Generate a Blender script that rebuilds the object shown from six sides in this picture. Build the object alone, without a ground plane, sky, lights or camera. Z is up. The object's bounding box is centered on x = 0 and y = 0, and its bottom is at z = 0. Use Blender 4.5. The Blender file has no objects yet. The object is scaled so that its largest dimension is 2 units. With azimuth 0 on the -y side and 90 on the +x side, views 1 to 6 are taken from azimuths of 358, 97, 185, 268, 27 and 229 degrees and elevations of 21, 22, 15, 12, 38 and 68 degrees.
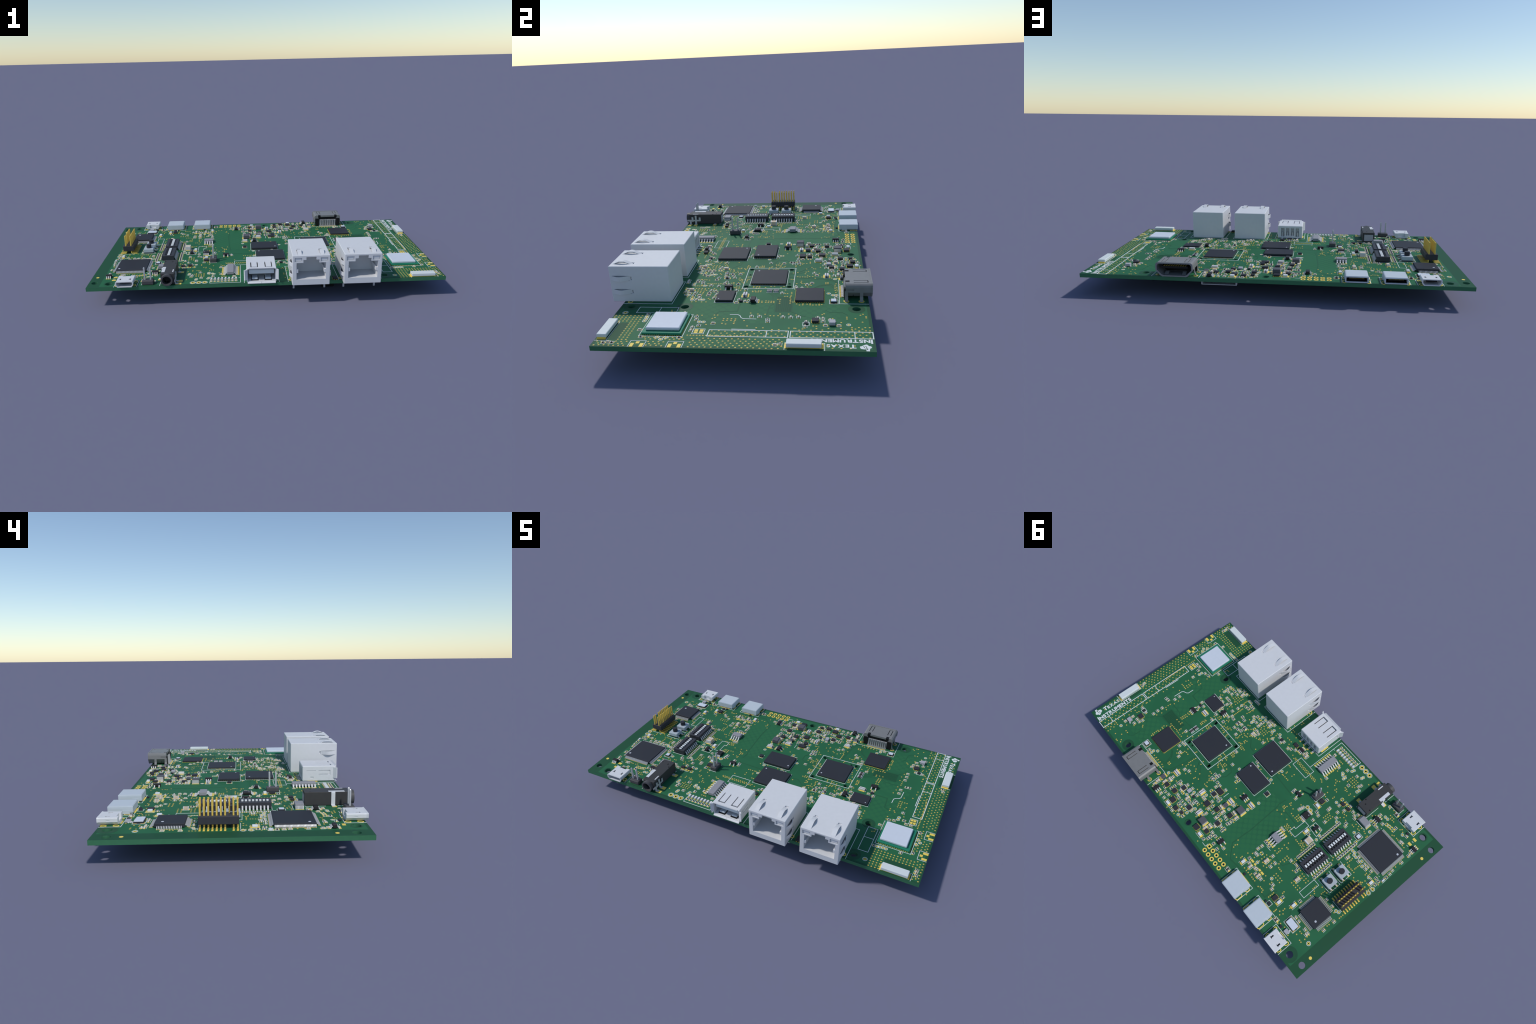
import bpy, bmesh, math, random
from mathutils import Matrix, Vector

random.seed(7)
U = 0.001            # layout unit: one thousandth of a metre
TOP = 0.120          # upper face of the board
BOT = 0.0995         # lower face of the board
X0, X1, Y0, Y1 = -1.0, 1.0, -0.527, 0.566

# ------------------------------------------------------------------ materials
def node(nt, kind, **kw):
    n = nt.nodes.new(kind)
    for k, v in kw.items():
        setattr(n, k, v)
    return n

def material(name, color, rough=0.5, metal=0.0, vary=0.06, scale=60.0, spec=0.2, bump=0.0):
    m = bpy.data.materials.new(name)
    m.use_nodes = True
    nt = m.node_tree
    b = nt.nodes['Principled BSDF']
    b.inputs['Roughness'].default_value = rough
    b.inputs['Metallic'].default_value = metal
    b.inputs['Specular IOR Level'].default_value = spec
    tc = node(nt, 'ShaderNodeTexCoord')
    nz = node(nt, 'ShaderNodeTexNoise')
    nz.inputs['Scale'].default_value = scale
    nz.inputs['Detail'].default_value = 3.0
    nt.links.new(tc.outputs['Object'], nz.inputs['Vector'])
    rp = node(nt, 'ShaderNodeValToRGB')
    lo = [c * (1 - vary) for c in color]
    hi = [min(1.0, c * (1 + vary)) for c in color]
    rp.color_ramp.elements[0].position = 0.3
    rp.color_ramp.elements[1].position = 0.7
    rp.color_ramp.elements[0].color = (*lo, 1)
    rp.color_ramp.elements[1].color = (*hi, 1)
    nt.links.new(nz.outputs['Fac'], rp.inputs['Fac'])
    nt.links.new(rp.outputs['Color'], b.inputs['Base Color'])
    if bump:
        bp = node(nt, 'ShaderNodeBump')
        bp.inputs['Strength'].default_value = bump
        bp.inputs['Distance'].default_value = 0.002
        nt.links.new(nz.outputs['Fac'], bp.inputs['Height'])
        nt.links.new(bp.outputs['Normal'], b.inputs['Normal'])
    return m

GREEN = (0.0245, 0.139, 0.0590)
GREEN_DARK = (0.0188, 0.088, 0.0410)

def board_material():
    """Solder mask: copper pour in lighter green, bare laminate rail and borders darker,
    a staggered field of round fill dots inside three zones."""
    m = bpy.data.materials.new('green_solder_mask')
    m.use_nodes = True
    nt = m.node_tree
    L = nt.links.new
    b = nt.nodes['Principled BSDF']
    b.inputs['Roughness'].default_value = 0.6
    b.inputs['Specular IOR Level'].default_value = 0.18
    tc = node(nt, 'ShaderNodeTexCoord')
    sep = node(nt, 'ShaderNodeSeparateXYZ')
    L(tc.outputs['Object'], sep.inputs[0])
    X, Y = sep.outputs['X'], sep.outputs['Y']

    def mth(op, a, c=None):
        n = node(nt, 'ShaderNodeMath', operation=op)
        for i, v in enumerate((a, c)):
            if v is None:
                continue
            if isinstance(v, (int, float)):
                n.inputs[i].default_value = v
            else:
                L(v, n.inputs[i])
        return n.outputs[0]

    def inside(x0, x1, y0, y1):
        a = mth('MULTIPLY', mth('GREATER_THAN', X, x0), mth('LESS_THAN', X, x1))
        c = mth('MULTIPLY', mth('GREATER_THAN', Y, y0), mth('LESS_THAN', Y, y1))
        return mth('MULTIPLY', a, c)

    copper = inside(-0.931, 0.986, -0.514, 0.553)
    keepouts = None
    for z in ((0.812, 0.95, -0.478, -0.436), (0.926, 0.95, 0.236, 0.372), (0.56, 0.70, 0.165, 0.235)):
        k = inside(*z)
        keepouts = k if keepouts is None else mth('MAXIMUM', keepouts, k)
    copper = mth('MULTIPLY', copper, mth('SUBTRACT', 1.0, keepouts))
    dots_zone = None
    for z in ((-0.33, -0.10, 0.02, 0.45), (0.52, 0.80, -0.20, 0.02), (0.60, 0.80, 0.06, 0.16),
              (0.62, 0.78, 0.27, 0.44), (-0.16, -0.02, 0.40, 0.53)):
        k = inside(*z)
        dots_zone = k if dots_zone is None else mth('MAXIMUM', dots_zone, k)
    mp = node(nt, 'ShaderNodeMapping')
    mp.inputs['Rotation'].default_value = (0, 0, math.radians(45))
    mp.inputs['Scale'].default_value = (34, 34, 0.0)
    L(tc.outputs['Object'], mp.inputs['Vector'])
    vo = node(nt, 'ShaderNodeTexVoronoi', voronoi_dimensions='2D')
    vo.inputs['Scale'].default_value = 1.0
    vo.inputs['Randomness'].default_value = 0.0
    L(mp.outputs['Vector'], vo.inputs['Vector'])
    dots = mth('MULTIPLY', mth('LESS_THAN', vo.outputs['Distance'], 0.42), dots_zone)
    nz = node(nt, 'ShaderNodeTexNoise')
    nz.inputs['Scale'].default_value = 7.0
    nz.inputs['Detail'].default_value = 4.0
    L(tc.outputs['Object'], nz.inputs['Vector'])
    ramp = node(nt, 'ShaderNodeValToRGB')
    ramp.color_ramp.elements[0].position = 0.35
    ramp.color_ramp.elements[1].position = 0.65
    ramp.color_ramp.elements[0].color = (*[c * 0.94 for c in GREEN], 1)
    ramp.color_ramp.elements[1].color = (*[c * 1.06 for c in GREEN], 1)
    L(nz.outputs['Fac'], ramp.inputs['Fac'])
    mx1 = node(nt, 'ShaderNodeMix', data_type='RGBA')
    mx1.inputs[6].default_value = (*GREEN_DARK, 1)
    L(copper, mx1.inputs[0]); L(ramp.outputs['Color'], mx1.inputs[7])
    mx2 = node(nt, 'ShaderNodeMix', data_type='RGBA')
    mx2.inputs[7].default_value = (0.0290, 0.151, 0.0600, 1)
    L(dots, mx2.inputs[0]); L(mx1.outputs[2], mx2.inputs[6])
    L(mx2.outputs[2], b.inputs['Base Color'])
    return m

M = {
    'board': board_material(),
    'edge': material('laminate_edge', (0.045, 0.165, 0.083), 0.65, vary=0.03),
    'barrel': material('barrel_plastic', (0.085, 0.084, 0.086), 0.5, vary=0.03),
    'mask_dark': material('dark_solder_mask', GREEN_DARK, 0.5, vary=0.03),
    'trace': material('trace_under_mask', (0.0225, 0.114, 0.049), 0.6, vary=0.02),
    'gold': material('gold_plating', (0.88, 0.66, 0.13), 0.45, 0.0, 0.05),
    'via': material('via_cap', (0.60, 0.455, 0.105), 0.5, 0.0, 0.08),
    'pin_gold': material('gold_pin', (0.74, 0.53, 0.11), 0.4, 0.0, 0.05),
    'silk': material('white_ink', (0.78, 0.81, 0.80), 0.7, 0.0, 0.03),
    'white': material('pale_shell', (0.70, 0.705, 0.715), 0.45, 0.0, 0.015),
    'white_plastic': material('white_plastic', (0.70, 0.75, 0.74), 0.5, 0.0, 0.015),
    'blue_white': material('pale_blue_shell', (0.555, 0.61, 0.655), 0.42, 0.0, 0.015),
    'lid': material('shield_lid', (0.66, 0.71, 0.78), 0.4, 0.0, 0.015),
    'module': material('module_laminate', (0.021, 0.225, 0.130), 0.5, 0.0, 0.04),
    'chip': material('black_epoxy', (0.0345, 0.037, 0.0455), 0.6, 0.0, 0.05, 200, bump=0.05),
    'chip_brown': material('black_moulding', (0.029, 0.027, 0.028), 0.5, 0.0, 0.05, 200),
    'chip_grey': material('grey_moulding', (0.30, 0.30, 0.32), 0.5, 0.0, 0.03, 200),
    'ferrite': material('grey_ferrite', (0.105, 0.108, 0.120), 0.55, 0.0, 0.06, 120),
    'mark': material('pin_one_mark', (0.55, 0.57, 0.62), 0.6, 0.0, 0.03),
    'tin': material('tin_lead', (0.55, 0.56, 0.57), 0.38, 0.25, 0.04),
    'terminal': material('tin_terminal', (0.68, 0.68, 0.68), 0.45, 0.0, 0.04),
    'ceramic': material('tan_ceramic', (0.66, 0.53, 0.385), 0.55, 0.0, 0.10),
    'resistor': material('resistor_body', (0.075, 0.066, 0.062), 0.5, 0.0, 0.1),
    'bead': material('brown_bead', (0.115, 0.085, 0.07), 0.5, 0.0, 0.1),
    'light_grey': material('light_grey_body', (0.42, 0.42, 0.45), 0.5, 0.0, 0.03),
    'lens': material('led_lens', (0.74, 0.77, 0.78), 0.4, 0.0, 0.03),
    'steel': material('grey_steel', (0.235, 0.235, 0.232), 0.42, 0.1, 0.03),
    'black': material('black_plastic', (0.012, 0.012, 0.013), 0.5, 0.0, 0.05),
    'charcoal': material('charcoal_plastic', (0.056, 0.055, 0.055), 0.5, 0.0, 0.04),
    'header_grey': material('header_plastic', (0.085, 0.082, 0.085), 0.5, 0.0, 0.04),
    'switch': material('switch_body', (0.046, 0.047, 0.056), 0.5, 0.0, 0.04),
    'key': material('grey_key_plate', (0.46, 0.52, 0.56), 0.45, 0.0, 0.02),
    'button': material('dark_plunger', (0.036, 0.037, 0.045), 0.5, 0.0, 0.03),
    'hole': material('near_black_disc', (0.012, 0.020, 0.016), 0.7, 0.0, 0.03),
}

# ------------------------------------------------------------------ mesh builder
class Builder:
    """Collects solid pieces (boxes, prisms, discs, bent leads) into one mesh."""
    def __init__(self, *mats):
        self.v, self.f, self.fm, self.sm = [], [], [], []
        self.mats = list(mats)
        self.T = Matrix.Identity(4)

    def at(self, x=0, y=0, z=0, rot=0.0):
        self.T = Matrix.Translation((x, y, z)) @ Matrix.Rotation(math.radians(rot), 4, 'Z')
        return self

    def _add(self, vs, fs, mat, smooth=False):
        o = len(self.v)
        self.v += [tuple(self.T @ Vector(p)) for p in vs]
        self.f += [[o + i for i in q] for q in fs]
        k = self.mats.index(mat)
        self.fm += [k] * len(fs)
        self.sm += [smooth] * len(fs)

    def box(self, x0, x1, y0, y1, z0, z1, mat=None, ch=0.0):
        mat = mat or self.mats[0]
        if ch <= 0:
            vs = [(x, y, z) for z in (z0, z1) for y in (y0, y1) for x in (x0, x1)]
            fs = [(0, 2, 3, 1), (4, 5, 7, 6), (0, 1, 5, 4), (2, 6, 7, 3), (0, 4, 6, 2), (1, 3, 7, 5)]
            self._add(vs, fs, mat)
            return
        c = (0.5 * (x0 + x1), 0.5 * (y0 + y1), 0.5 * (z0 + z1))
        h = (0.5 * (x1 - x0), 0.5 * (y1 - y0), 0.5 * (z1 - z0))
        ch = min(ch, 0.9 * min(h))
        vs, idx = [], {}
        for sx in (-1, 1):
            for sy in (-1, 1):
                for sz in (-1, 1):
                    s = (sx, sy, sz)
                    for a in range(3):
                        p = [c[i] + s[i] * (h[i] if i == a else h[i] - ch) for i in range(3)]
                        idx[(s, a)] = len(vs)
                        vs.append(p)
        fs = []
        for a in range(3):
            b1, b2 = (a + 1) % 3, (a + 2) % 3
            for sg in (-1, 1):
                ring = []
                for (p, q) in ((-1, -1), (1, -1), (1, 1), (-1, 1)):
                    s = [0, 0, 0]; s[a] = sg; s[b1] = p; s[b2] = q
                    ring.append(idx[(tuple(s), a)])
                fs.append(ring)
        for a in range(3):
            b1, b2 = (a + 1) % 3, (a + 2) % 3
            for p in (-1, 1):
                for q in (-1, 1):
                    s0 = [0, 0, 0]; s0[a] = -1; s0[b1] = p; s0[b2] = q
                    s1 = list(s0); s1[a] = 1
                    s0, s1 = tuple(s0), tuple(s1)
                    fs.append([idx[(s0, b1)], idx[(s1, b1)], idx[(s1, b2)], idx[(s0, b2)]])
        for sx in (-1, 1):
            for sy in (-1, 1):
                for sz in (-1, 1):
                    s = (sx, sy, sz)
                    fs.append([idx[(s, 0)], idx[(s, 1)], idx[(s, 2)]])
        self._add(vs, fs, mat)

    def prism(self, poly, a0, a1, axis='z', mat=None, smooth=False):
        mat = mat or self.mats[0]
        put = {'z': lambda u, v, a: (u, v, a), 'y': lambda u, v, a: (u, a, v), 'x': lambda u, v, a: (a, u, v)}[axis]
        n = len(poly)
        vs = [put(u, v, a0) for u, v in poly] + [put(u, v, a1) for u, v in poly]
        self._add(vs, [list(range(n))[::-1], [n + i for i in range(n)]], mat)
        o = len(self.v)
        self._add(vs, [(i, (i + 1) % n, n + (i + 1) % n, n + i) for i in range(n)], mat, smooth)

    def disc(self, x, y, r, z0, z1, n=12, mat=None, axis='z', smooth=False):
        self.prism([(x + r * math.cos(2 * math.pi * (i + .5) / n), y + r * math.sin(2 * math.pi * (i + .5) / n))
                    for i in range(n)], z0, z1, axis, mat, smooth)

    def tube(self, outer, inner, a0, a1, axis='z', mat=None, smooth=False):
        """Ring-shaped prism between two outlines with equally many corners."""
        mat = mat or self.mats[0]
        put = {'z': lambda u, v, a: (u, v, a), 'y': lambda u, v, a: (u, a, v), 'x': lambda u, v, a: (a, u, v)}[axis]
        n = len(outer)
        vs = [put(*p, a) for a in (a0, a1) for ring in (outer, inner) for p in ring]
        fs = []
        for i in range(n):
            j = (i + 1) % n
            fs += [(i, j, 2 * n + j, 2 * n + i), (n + i, 3 * n + i, 3 * n + j, n + j),
                   (i, n + i, n + j, j), (2 * n + i, 2 * n + j, 3 * n + j, 3 * n + i)]
        self._add(vs, fs, mat, smooth)

    def ring(self, x, y, ro, ri, z0, z1, n=20, mat=None, axis='z', smooth=False):
        c = lambda r: [(x + r * math.cos(2 * math.pi * i / n), y + r * math.sin(2 * math.pi * i / n)) for i in range(n)]
        self.tube(c(ro), c(ri), z0, z1, axis, mat, smooth)

    def ribbon(self, path, w0, w1, t, axis='y', mat=None):
        """Strip of thickness t following path (u, z), running from w0 to w1 along axis."""
        lower, upper = [], []
        for i, (u, z) in enumerate(path):
            a = path[max(i - 1, 0)]; b = path[min(i + 1, len(path) - 1)]
            d = Vector((b[0] - a[0], b[1] - a[1])).normalized()
            nrm = Vector((-d.y, d.x)) * (t / 2)
            upper.append((u + nrm.x, z + nrm.y)); lower.append((u - nrm.x, z - nrm.y))
        self.prism(upper + lower[::-1], w0, w1, axis, mat)

    def line(self, pts, w, z0, z1, mat=None, closed=False):
        """Flat printed stroke along a polyline, mitred at the corners."""
        mat = mat or self.mats[0]
        P = [Vector(p) for p in pts]
        n = len(P)
        L, R = [], []
        for i in range(n):
            a = P[i - 1] if (closed or i > 0) else None
            b = P[(i + 1) % n] if (closed or i < n - 1) else None
            d0 = (P[i] - a).normalized() if a is not None else (b - P[i]).normalized()
            d1 = (b - P[i]).normalized() if b is not None else d0
            n0, n1 = Vector((-d0.y, d0.x)), Vector((-d1.y, d1.x))
            mm = (n0 + n1)
            mm = mm.normalized() if mm.length > 1e-6 else n0
            k = (w / 2) / max(0.4, mm.dot(n0))
            L.append(P[i] + mm * k); R.append(P[i] - mm * k)
        m2 = n if closed else n - 1
        vs = [(p.x, p.y, z) for z in (z0, z1) for side in (L, R) for p in side]
        fs = []
        for i in range(m2):
            j = (i + 1) % n
            fs += [(2 * n + i, 3 * n + i, 3 * n + j, 2 * n + j), (i, j, n + j, n + i),
                   (i, 2 * n + i, 2 * n + j, j), (n + i, n + j, 3 * n + j, 3 * n + i)]
        if not closed:
            fs += [(0, n, 3 * n, 2 * n), (n - 1, 3 * n - 1, 4 * n - 1, 2 * n - 1)]
        self._add(vs, fs, mat)

    def mesh(self, name, fix=True):
        me = bpy.data.meshes.new(name)
        me.from_pydata(self.v, [], self.f)
        for k in self.mats:
            me.materials.append(M[k])
        me.polygons.foreach_set('material_index', self.fm)
        me.polygons.foreach_set('use_smooth', self.sm)
        if fix:
            bm = bmesh.new(); bm.from_mesh(me)
            bmesh.ops.remove_doubles(bm, verts=bm.verts, dist=1e-7)
            bmesh.ops.recalc_face_normals(bm, faces=bm.faces)
            bm.to_mesh(me); bm.free()
        me.update()
        return me

SC = bpy.context.scene
root = bpy.data.objects.new('circuit_board', None)
SC.collection.objects.link(root)
root['label'] = 'green populated circuit board with network jacks and ports'
root['category'] = 'circuit board'

def place(name, mesh, x=0, y=0, z=0.0, rot=0.0, parent=None, stuff=False):
    o = bpy.data.objects.new(name, mesh)
    o.location = (x, y, z)
    o.rotation_euler = (0, 0, math.radians(rot))
    o.parent = parent or root
    if stuff:
        o['kind'] = 'stuff'
    SC.collection.objects.link(o)
    return o

def carve(body, *cutters):
    """Body mesh minus the cutter builders (exact boolean, applied)."""
    ob = bpy.data.objects.new('helper_body', body)
    SC.collection.objects.link(ob)
    helpers = [ob]
    for c in cutters:
        co = bpy.data.objects.new('helper_cutter', c.mesh('helper_cutter'))
        SC.collection.objects.link(co)
        helpers.append(co)
        md = ob.modifiers.new('cut', 'BOOLEAN')
        md.operation = 'DIFFERENCE'; md.solver = 'EXACT'; md.use_self = True; md.object = co
    bpy.context.view_layer.update()
    dg = bpy.context.evaluated_depsgraph_get()
    me = bpy.data.meshes.new_from_object(ob.evaluated_get(dg))
    me.name = body.name
    for h in helpers:
        bpy.data.objects.remove(h)
    return me

# shared flat layers on the board
PAD = Builder('gold')          # solder pads
SILK = Builder('silk')         # printed legend
VIA = Builder('via')          # plated vias
TRACE = Builder('trace', 'mask_dark', 'hole')
ZP, ZS, ZV, ZT = TOP + 0.0008, TOP + 0.0006, TOP + 0.0005, TOP + 0.0003

def pad(x, y, sx, sy, rot=0):
    PAD.at(x, y, 0, rot).box(-sx / 2, sx / 2, -sy / 2, sy / 2, TOP - 0.001, ZP + lift())

def silk(pts, w=0.0023, closed=False):
    SILK.at().line([(a * U, b * U) for a, b in pts], w, TOP - 0.001, ZS + lift(), closed=closed)

def silk_box(x0, x1, y0, y1, w=0.0023):
    silk([(x0, y0), (x1, y0), (x1, y1), (x0, y1)], w, True)

def trace(pts, w=0.006, mat='trace'):
    TRACE.at().line([(a * U, b * U) for a, b in pts], w, TOP - 0.001, ZT + lift() * 0.5, mat)

_level = [0]
def lift():
    """Tiny distinct height per printed piece, so that crossing pieces never share a plane."""
    _level[0] = (_level[0] + 1) % 37
    return _level[0] * 9e-6

ANGLE = {'x': 0, 'y': 90}

# ------------------------------------------------------------------ the bare board
HOLES = [(-885, 519, 19), (-885, -477, 19), (667, 510, 18), (664, -235, 18), (664, -478, 18), (37, 511, 16.5),
         (-967, 503, 18), (-967, -460, 18),                       # mounting and tooling holes
         (450, 5, 11), (449, 210, 11), (246, 6, 11), (247, 209, 11), (417, 209, 5), (313, 7, 5)]
HEADER_HOLES = [(-154 - 33 * i, 501 + 33 * j, 6) for i in range(5) for j in range(2)]
ROW_HOLES = [(-348, -499, 6), (-381, -499, 6), (-414, -499, 6)]

def bare_board():
    bm = bmesh.new()
    def loop(pts):
        vs = [bm.verts.new((x, y, 0)) for x, y in pts]
        return [bm.edges.new((vs[i], vs[(i + 1) % len(vs)])) for i in range(len(vs))]
    edges = loop([(X0, Y0), (X1, Y0), (X1, Y1), (X0, Y1)])
    for x, y, r in HOLES + HEADER_HOLES + ROW_HOLES:
        n = 32 if r > 12 else 18
        edges += loop([(x * U + r * U * math.cos(2 * math.pi * i / n), y * U + r * U * math.sin(2 * math.pi * i / n))
                       for i in range(n)])
    bmesh.ops.triangle_fill(bm, use_beauty=True, use_dissolve=False, edges=edges)
    for v in bm.verts:
        v.co.z = BOT
    g = bmesh.ops.extrude_face_region(bm, geom=bm.faces[:])
    for e in g['geom']:
        if isinstance(e, bmesh.types.BMVert):
            e.co.z = TOP
    bmesh.ops.recalc_face_normals(bm, faces=bm.faces)
    me = bpy.data.meshes.new('printed_board')
    bm.to_mesh(me); bm.free()
    me.materials.append(M['board'])
    me.materials.append(M['edge'])
    for p in me.polygons:                     # sawn laminate round the rim and inside the drilled holes
        if abs(p.normal.z) < 0.5:
            p.material_index = 1
    return place('printed_board', me)

BOARD = bare_board()

# mask clearance rings round the mounting holes, plated rings round the pin holes
for x, y, ri, ro in ((-885, 519, 19, 43), (-885, -477, 19, 26), (667, 510, 18, 36), (664, -235, 18, 36),
                     (664, -478, 18, 36), (37, 511, 16.5, 21)):
    TRACE.at().ring(x * U, y * U, ro * U, (ri + 0.3) * U, TOP - 0.001, ZT + lift(), 36, 'mask_dark')
for x, y, r in HOLES[8:]:
    TRACE.at().ring(x * U, y * U, (r + 4) * U, (r + 0.2) * U, TOP - 0.001, ZT + lift(), 24, 'mask_dark')
for i, (x, y, r) in enumerate(HEADER_HOLES):
    if i == 0:
        c = lambda k: [(x * U + k * a, y * U + k * b) for a, b in ((-1, -1), (1, -1), (1, 1), (-1, 1))]
        PAD.at().tube(c(0.0125), c(0.0061), TOP - 0.001, ZP)
    else:
        PAD.at().ring(x * U, y * U, 0.0128, 0.0061, TOP - 0.001, ZP, 24)
for x, y, r in ROW_HOLES:
    PAD.at().ring(x * U, y * U, 0.0115, 0.0061, TOP - 0.001, ZP, 24)
    SILK.at().ring(x * U, y * U, 0.0165, 0.0142, TOP - 0.001, ZS + lift(), 28)
def ring_hole(x, y):
    PAD.at().ring(x * U, y * U, 0.0078, 0.0040, TOP - 0.001, ZP, 18)
    TRACE.at().disc(x * U, y * U, 0.0042, TOP - 0.001, ZT, 12, 'hole')  # flat dark disc in the middle of the gold ring; the board is not cut through here
    SILK.at().ring(x * U, y * U, 0.0125, 0.0103, TOP - 0.001, ZS + lift(), 24)
for p in ((-331, -81), (-356, -81), (-916, -52), (-916, -20), (724, -485), (-907, 406)):
    ring_hole(*p)
for x, y in ((-968, 446), (-968, -384)):
    PAD.at().disc(x * U, y * U, 0.0085, TOP - 0.001, ZP, 24)

def vias(zone, pts, r=0.0039):
    for x, y in pts:
        VIA.at().disc(x * U, y * U, r, TOP - 0.001, ZV + lift(), 8)

def via_grid(zone, x0, x1, y0, y1, px, py, stagger=True, keep=None, jitter=0.6):
    pts, i, x = [], 0, x0
    while x <= x1:
        y = y0 + (py / 2 if stagger and i % 2 else 0)
        while y <= y1:
            p = (x + random.uniform(-jitter, jitter), y + random.uniform(-jitter, jitter))
            if keep is None or keep(*p):
                pts.append(p)
            y += py
        x += px; i += 1
    vias(zone, pts)

def test_points(zone, pts):
    for x, y in pts:
        PAD.at().disc(x * U, y * U, 0.0042, TOP - 0.001, ZP + lift(), 12)
        SILK.at().ring(x * U, y * U, 0.0094, 0.0070, TOP - 0.001, ZS + lift(), 18)

# ------------------------------------------------------------------ chip passives
def two_terminal(name, l, w, h, body, cap='terminal', band=0.26):
    b = Builder(body, cap)
    e = l * band
    b.box(-l / 2 + e, l / 2 - e, -w / 2 * 0.97, w / 2 * 0.97, 0.0004, h * 0.97, body)
    b.box(-l / 2, -l / 2 + e, -w / 2, w / 2, 0.0004, h, cap, 0.0005)
    b.box(l / 2 - e, l / 2, -w / 2, w / 2, 0.0004, h, cap, 0.0005)
    return b.mesh(name)

ME_CAP = two_terminal('capacitor', 0.0128, 0.0066, 0.0062, 'ceramic')
ME_RES = two_terminal('resistor', 0.0128, 0.0066, 0.0052, 'resistor')
ME_MCAP = two_terminal('capacitor', 0.0215, 0.0120, 0.0105, 'ceramic', band=0.22)
ME_BEAD = two_terminal('ferrite_bead', 0.0205, 0.0115, 0.0095, 'bead', band=0.22)
ME_BIGCAP = two_terminal('capacitor', 0.0260, 0.0165, 0.0130, 'ceramic', band=0.17)
ME_TALLCAP = two_terminal('capacitor', 0.0400, 0.0330, 0.0240, 'ceramic', band=0.17)

def footprint(x, y, o, gap, pl, pw, off, length, marks=True):
    a = ANGLE[o]
    for s in (-1, 1):
        dx, dy = (s * gap, 0) if o == 'x' else (0, s * gap)
        pad(x + dx, y + dy, pl, pw, a)
        if marks:
            SILK.at(x, y, 0, a).box(-length / 2, length / 2, s * off - 0.0009, s * off + 0.0009, TOP - 0.001, ZS + lift())

def small_capacitors(zone, pts):
    for x, y, o in pts:
        footprint(x * U, y * U, o, 0.0070, 0.0062, 0.0074, 0.0078, 0.020)
        place('capacitor', ME_CAP, x * U, y * U, TOP, ANGLE[o])

def small_resistors(zone, pts):
    for x, y, o in pts:
        footprint(x * U, y * U, o, 0.0070, 0.0062, 0.0074, 0.0078, 0.020)
        place('resistor', ME_RES, x * U, y * U, TOP, ANGLE[o])

def medium_capacitors(zone, pts):
    for x, y, o in pts:
        footprint(x * U, y * U, o, 0.0120, 0.0090, 0.0135, 0.0112, 0.030)
        place('capacitor', ME_MCAP, x * U, y * U, TOP, ANGLE[o])

def ferrite_beads(zone, pts):
    for x, y, o in pts:
        footprint(x * U, y * U, o, 0.0115, 0.0090, 0.0135, 0.0112, 0.030)
        place('ferrite_bead', ME_BEAD, x * U, y * U, TOP, ANGLE[o])

def bare_pad_pairs(zone, pts):
    for x, y, o in pts:
        footprint(x * U, y * U, o, 0.0070, 0.0075, 0.0085, 0.0085, 0.018)

# ------------------------------------------------------------------ component families
def gull(b, side, along, w, root, zr, reach, t=0.0028, mat='tin'):
    """Gull-wing lead leaving a body face at distance root, in direction side (0..3 = +x +y -x -y)."""
    keep = b.T
    b.T = keep @ Matrix.Rotation(math.radians(90 * side), 4, 'Z')
    b.ribbon([(root - 0.001, zr), (root + reach * 0.28, zr), (root + reach * 0.55, 0.0022), (root + reach, 0.0020)],
             along - w / 2, along + w / 2, t, 'y', mat)
    b.T = keep

def dot(b, x, y, z, r=0.006):
    b.disc(x, y, r, z - 0.001, z + 0.0004, 16, 'mark')

def flat_pack(name, x, y, sx, sy, h, n, pitch, reach, lead_w, mark, z0=0.002):
    """Square package with leads on all four sides."""
    b = Builder('chip', 'mark')
    b.box(-sx / 2, sx / 2, -sy / 2, sy / 2, z0, h, 'chip', 0.0022)
    dot(b, mark[0] * U - x, mark[1] * U - y, h)
    o = place(name, b.mesh(name), x, y, TOP)
    k = Builder('tin')
    for side in range(4):
        half = (sx if side % 2 == 0 else sy) / 2
        for i in range(n):
            t = (i - (n - 1) / 2) * pitch
            gull(k, side, t, lead_w, half, z0 + 0.0065, reach, 0.0022)
            dx, dy = (half + reach * 0.72, t) if side == 0 else (-half - reach * .72, t) if side == 2 else \
                     (t, half + reach * .72) if side == 1 else (t, -half - reach * .72)
            pad(x + dx, y + dy, *((reach * .75, lead_w * 1.15) if side % 2 == 0 else (lead_w * 1.15, reach * .75)))
    place('lead', k.mesh('lead'), 0, 0, 0, 0, o, True)
    return o

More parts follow.
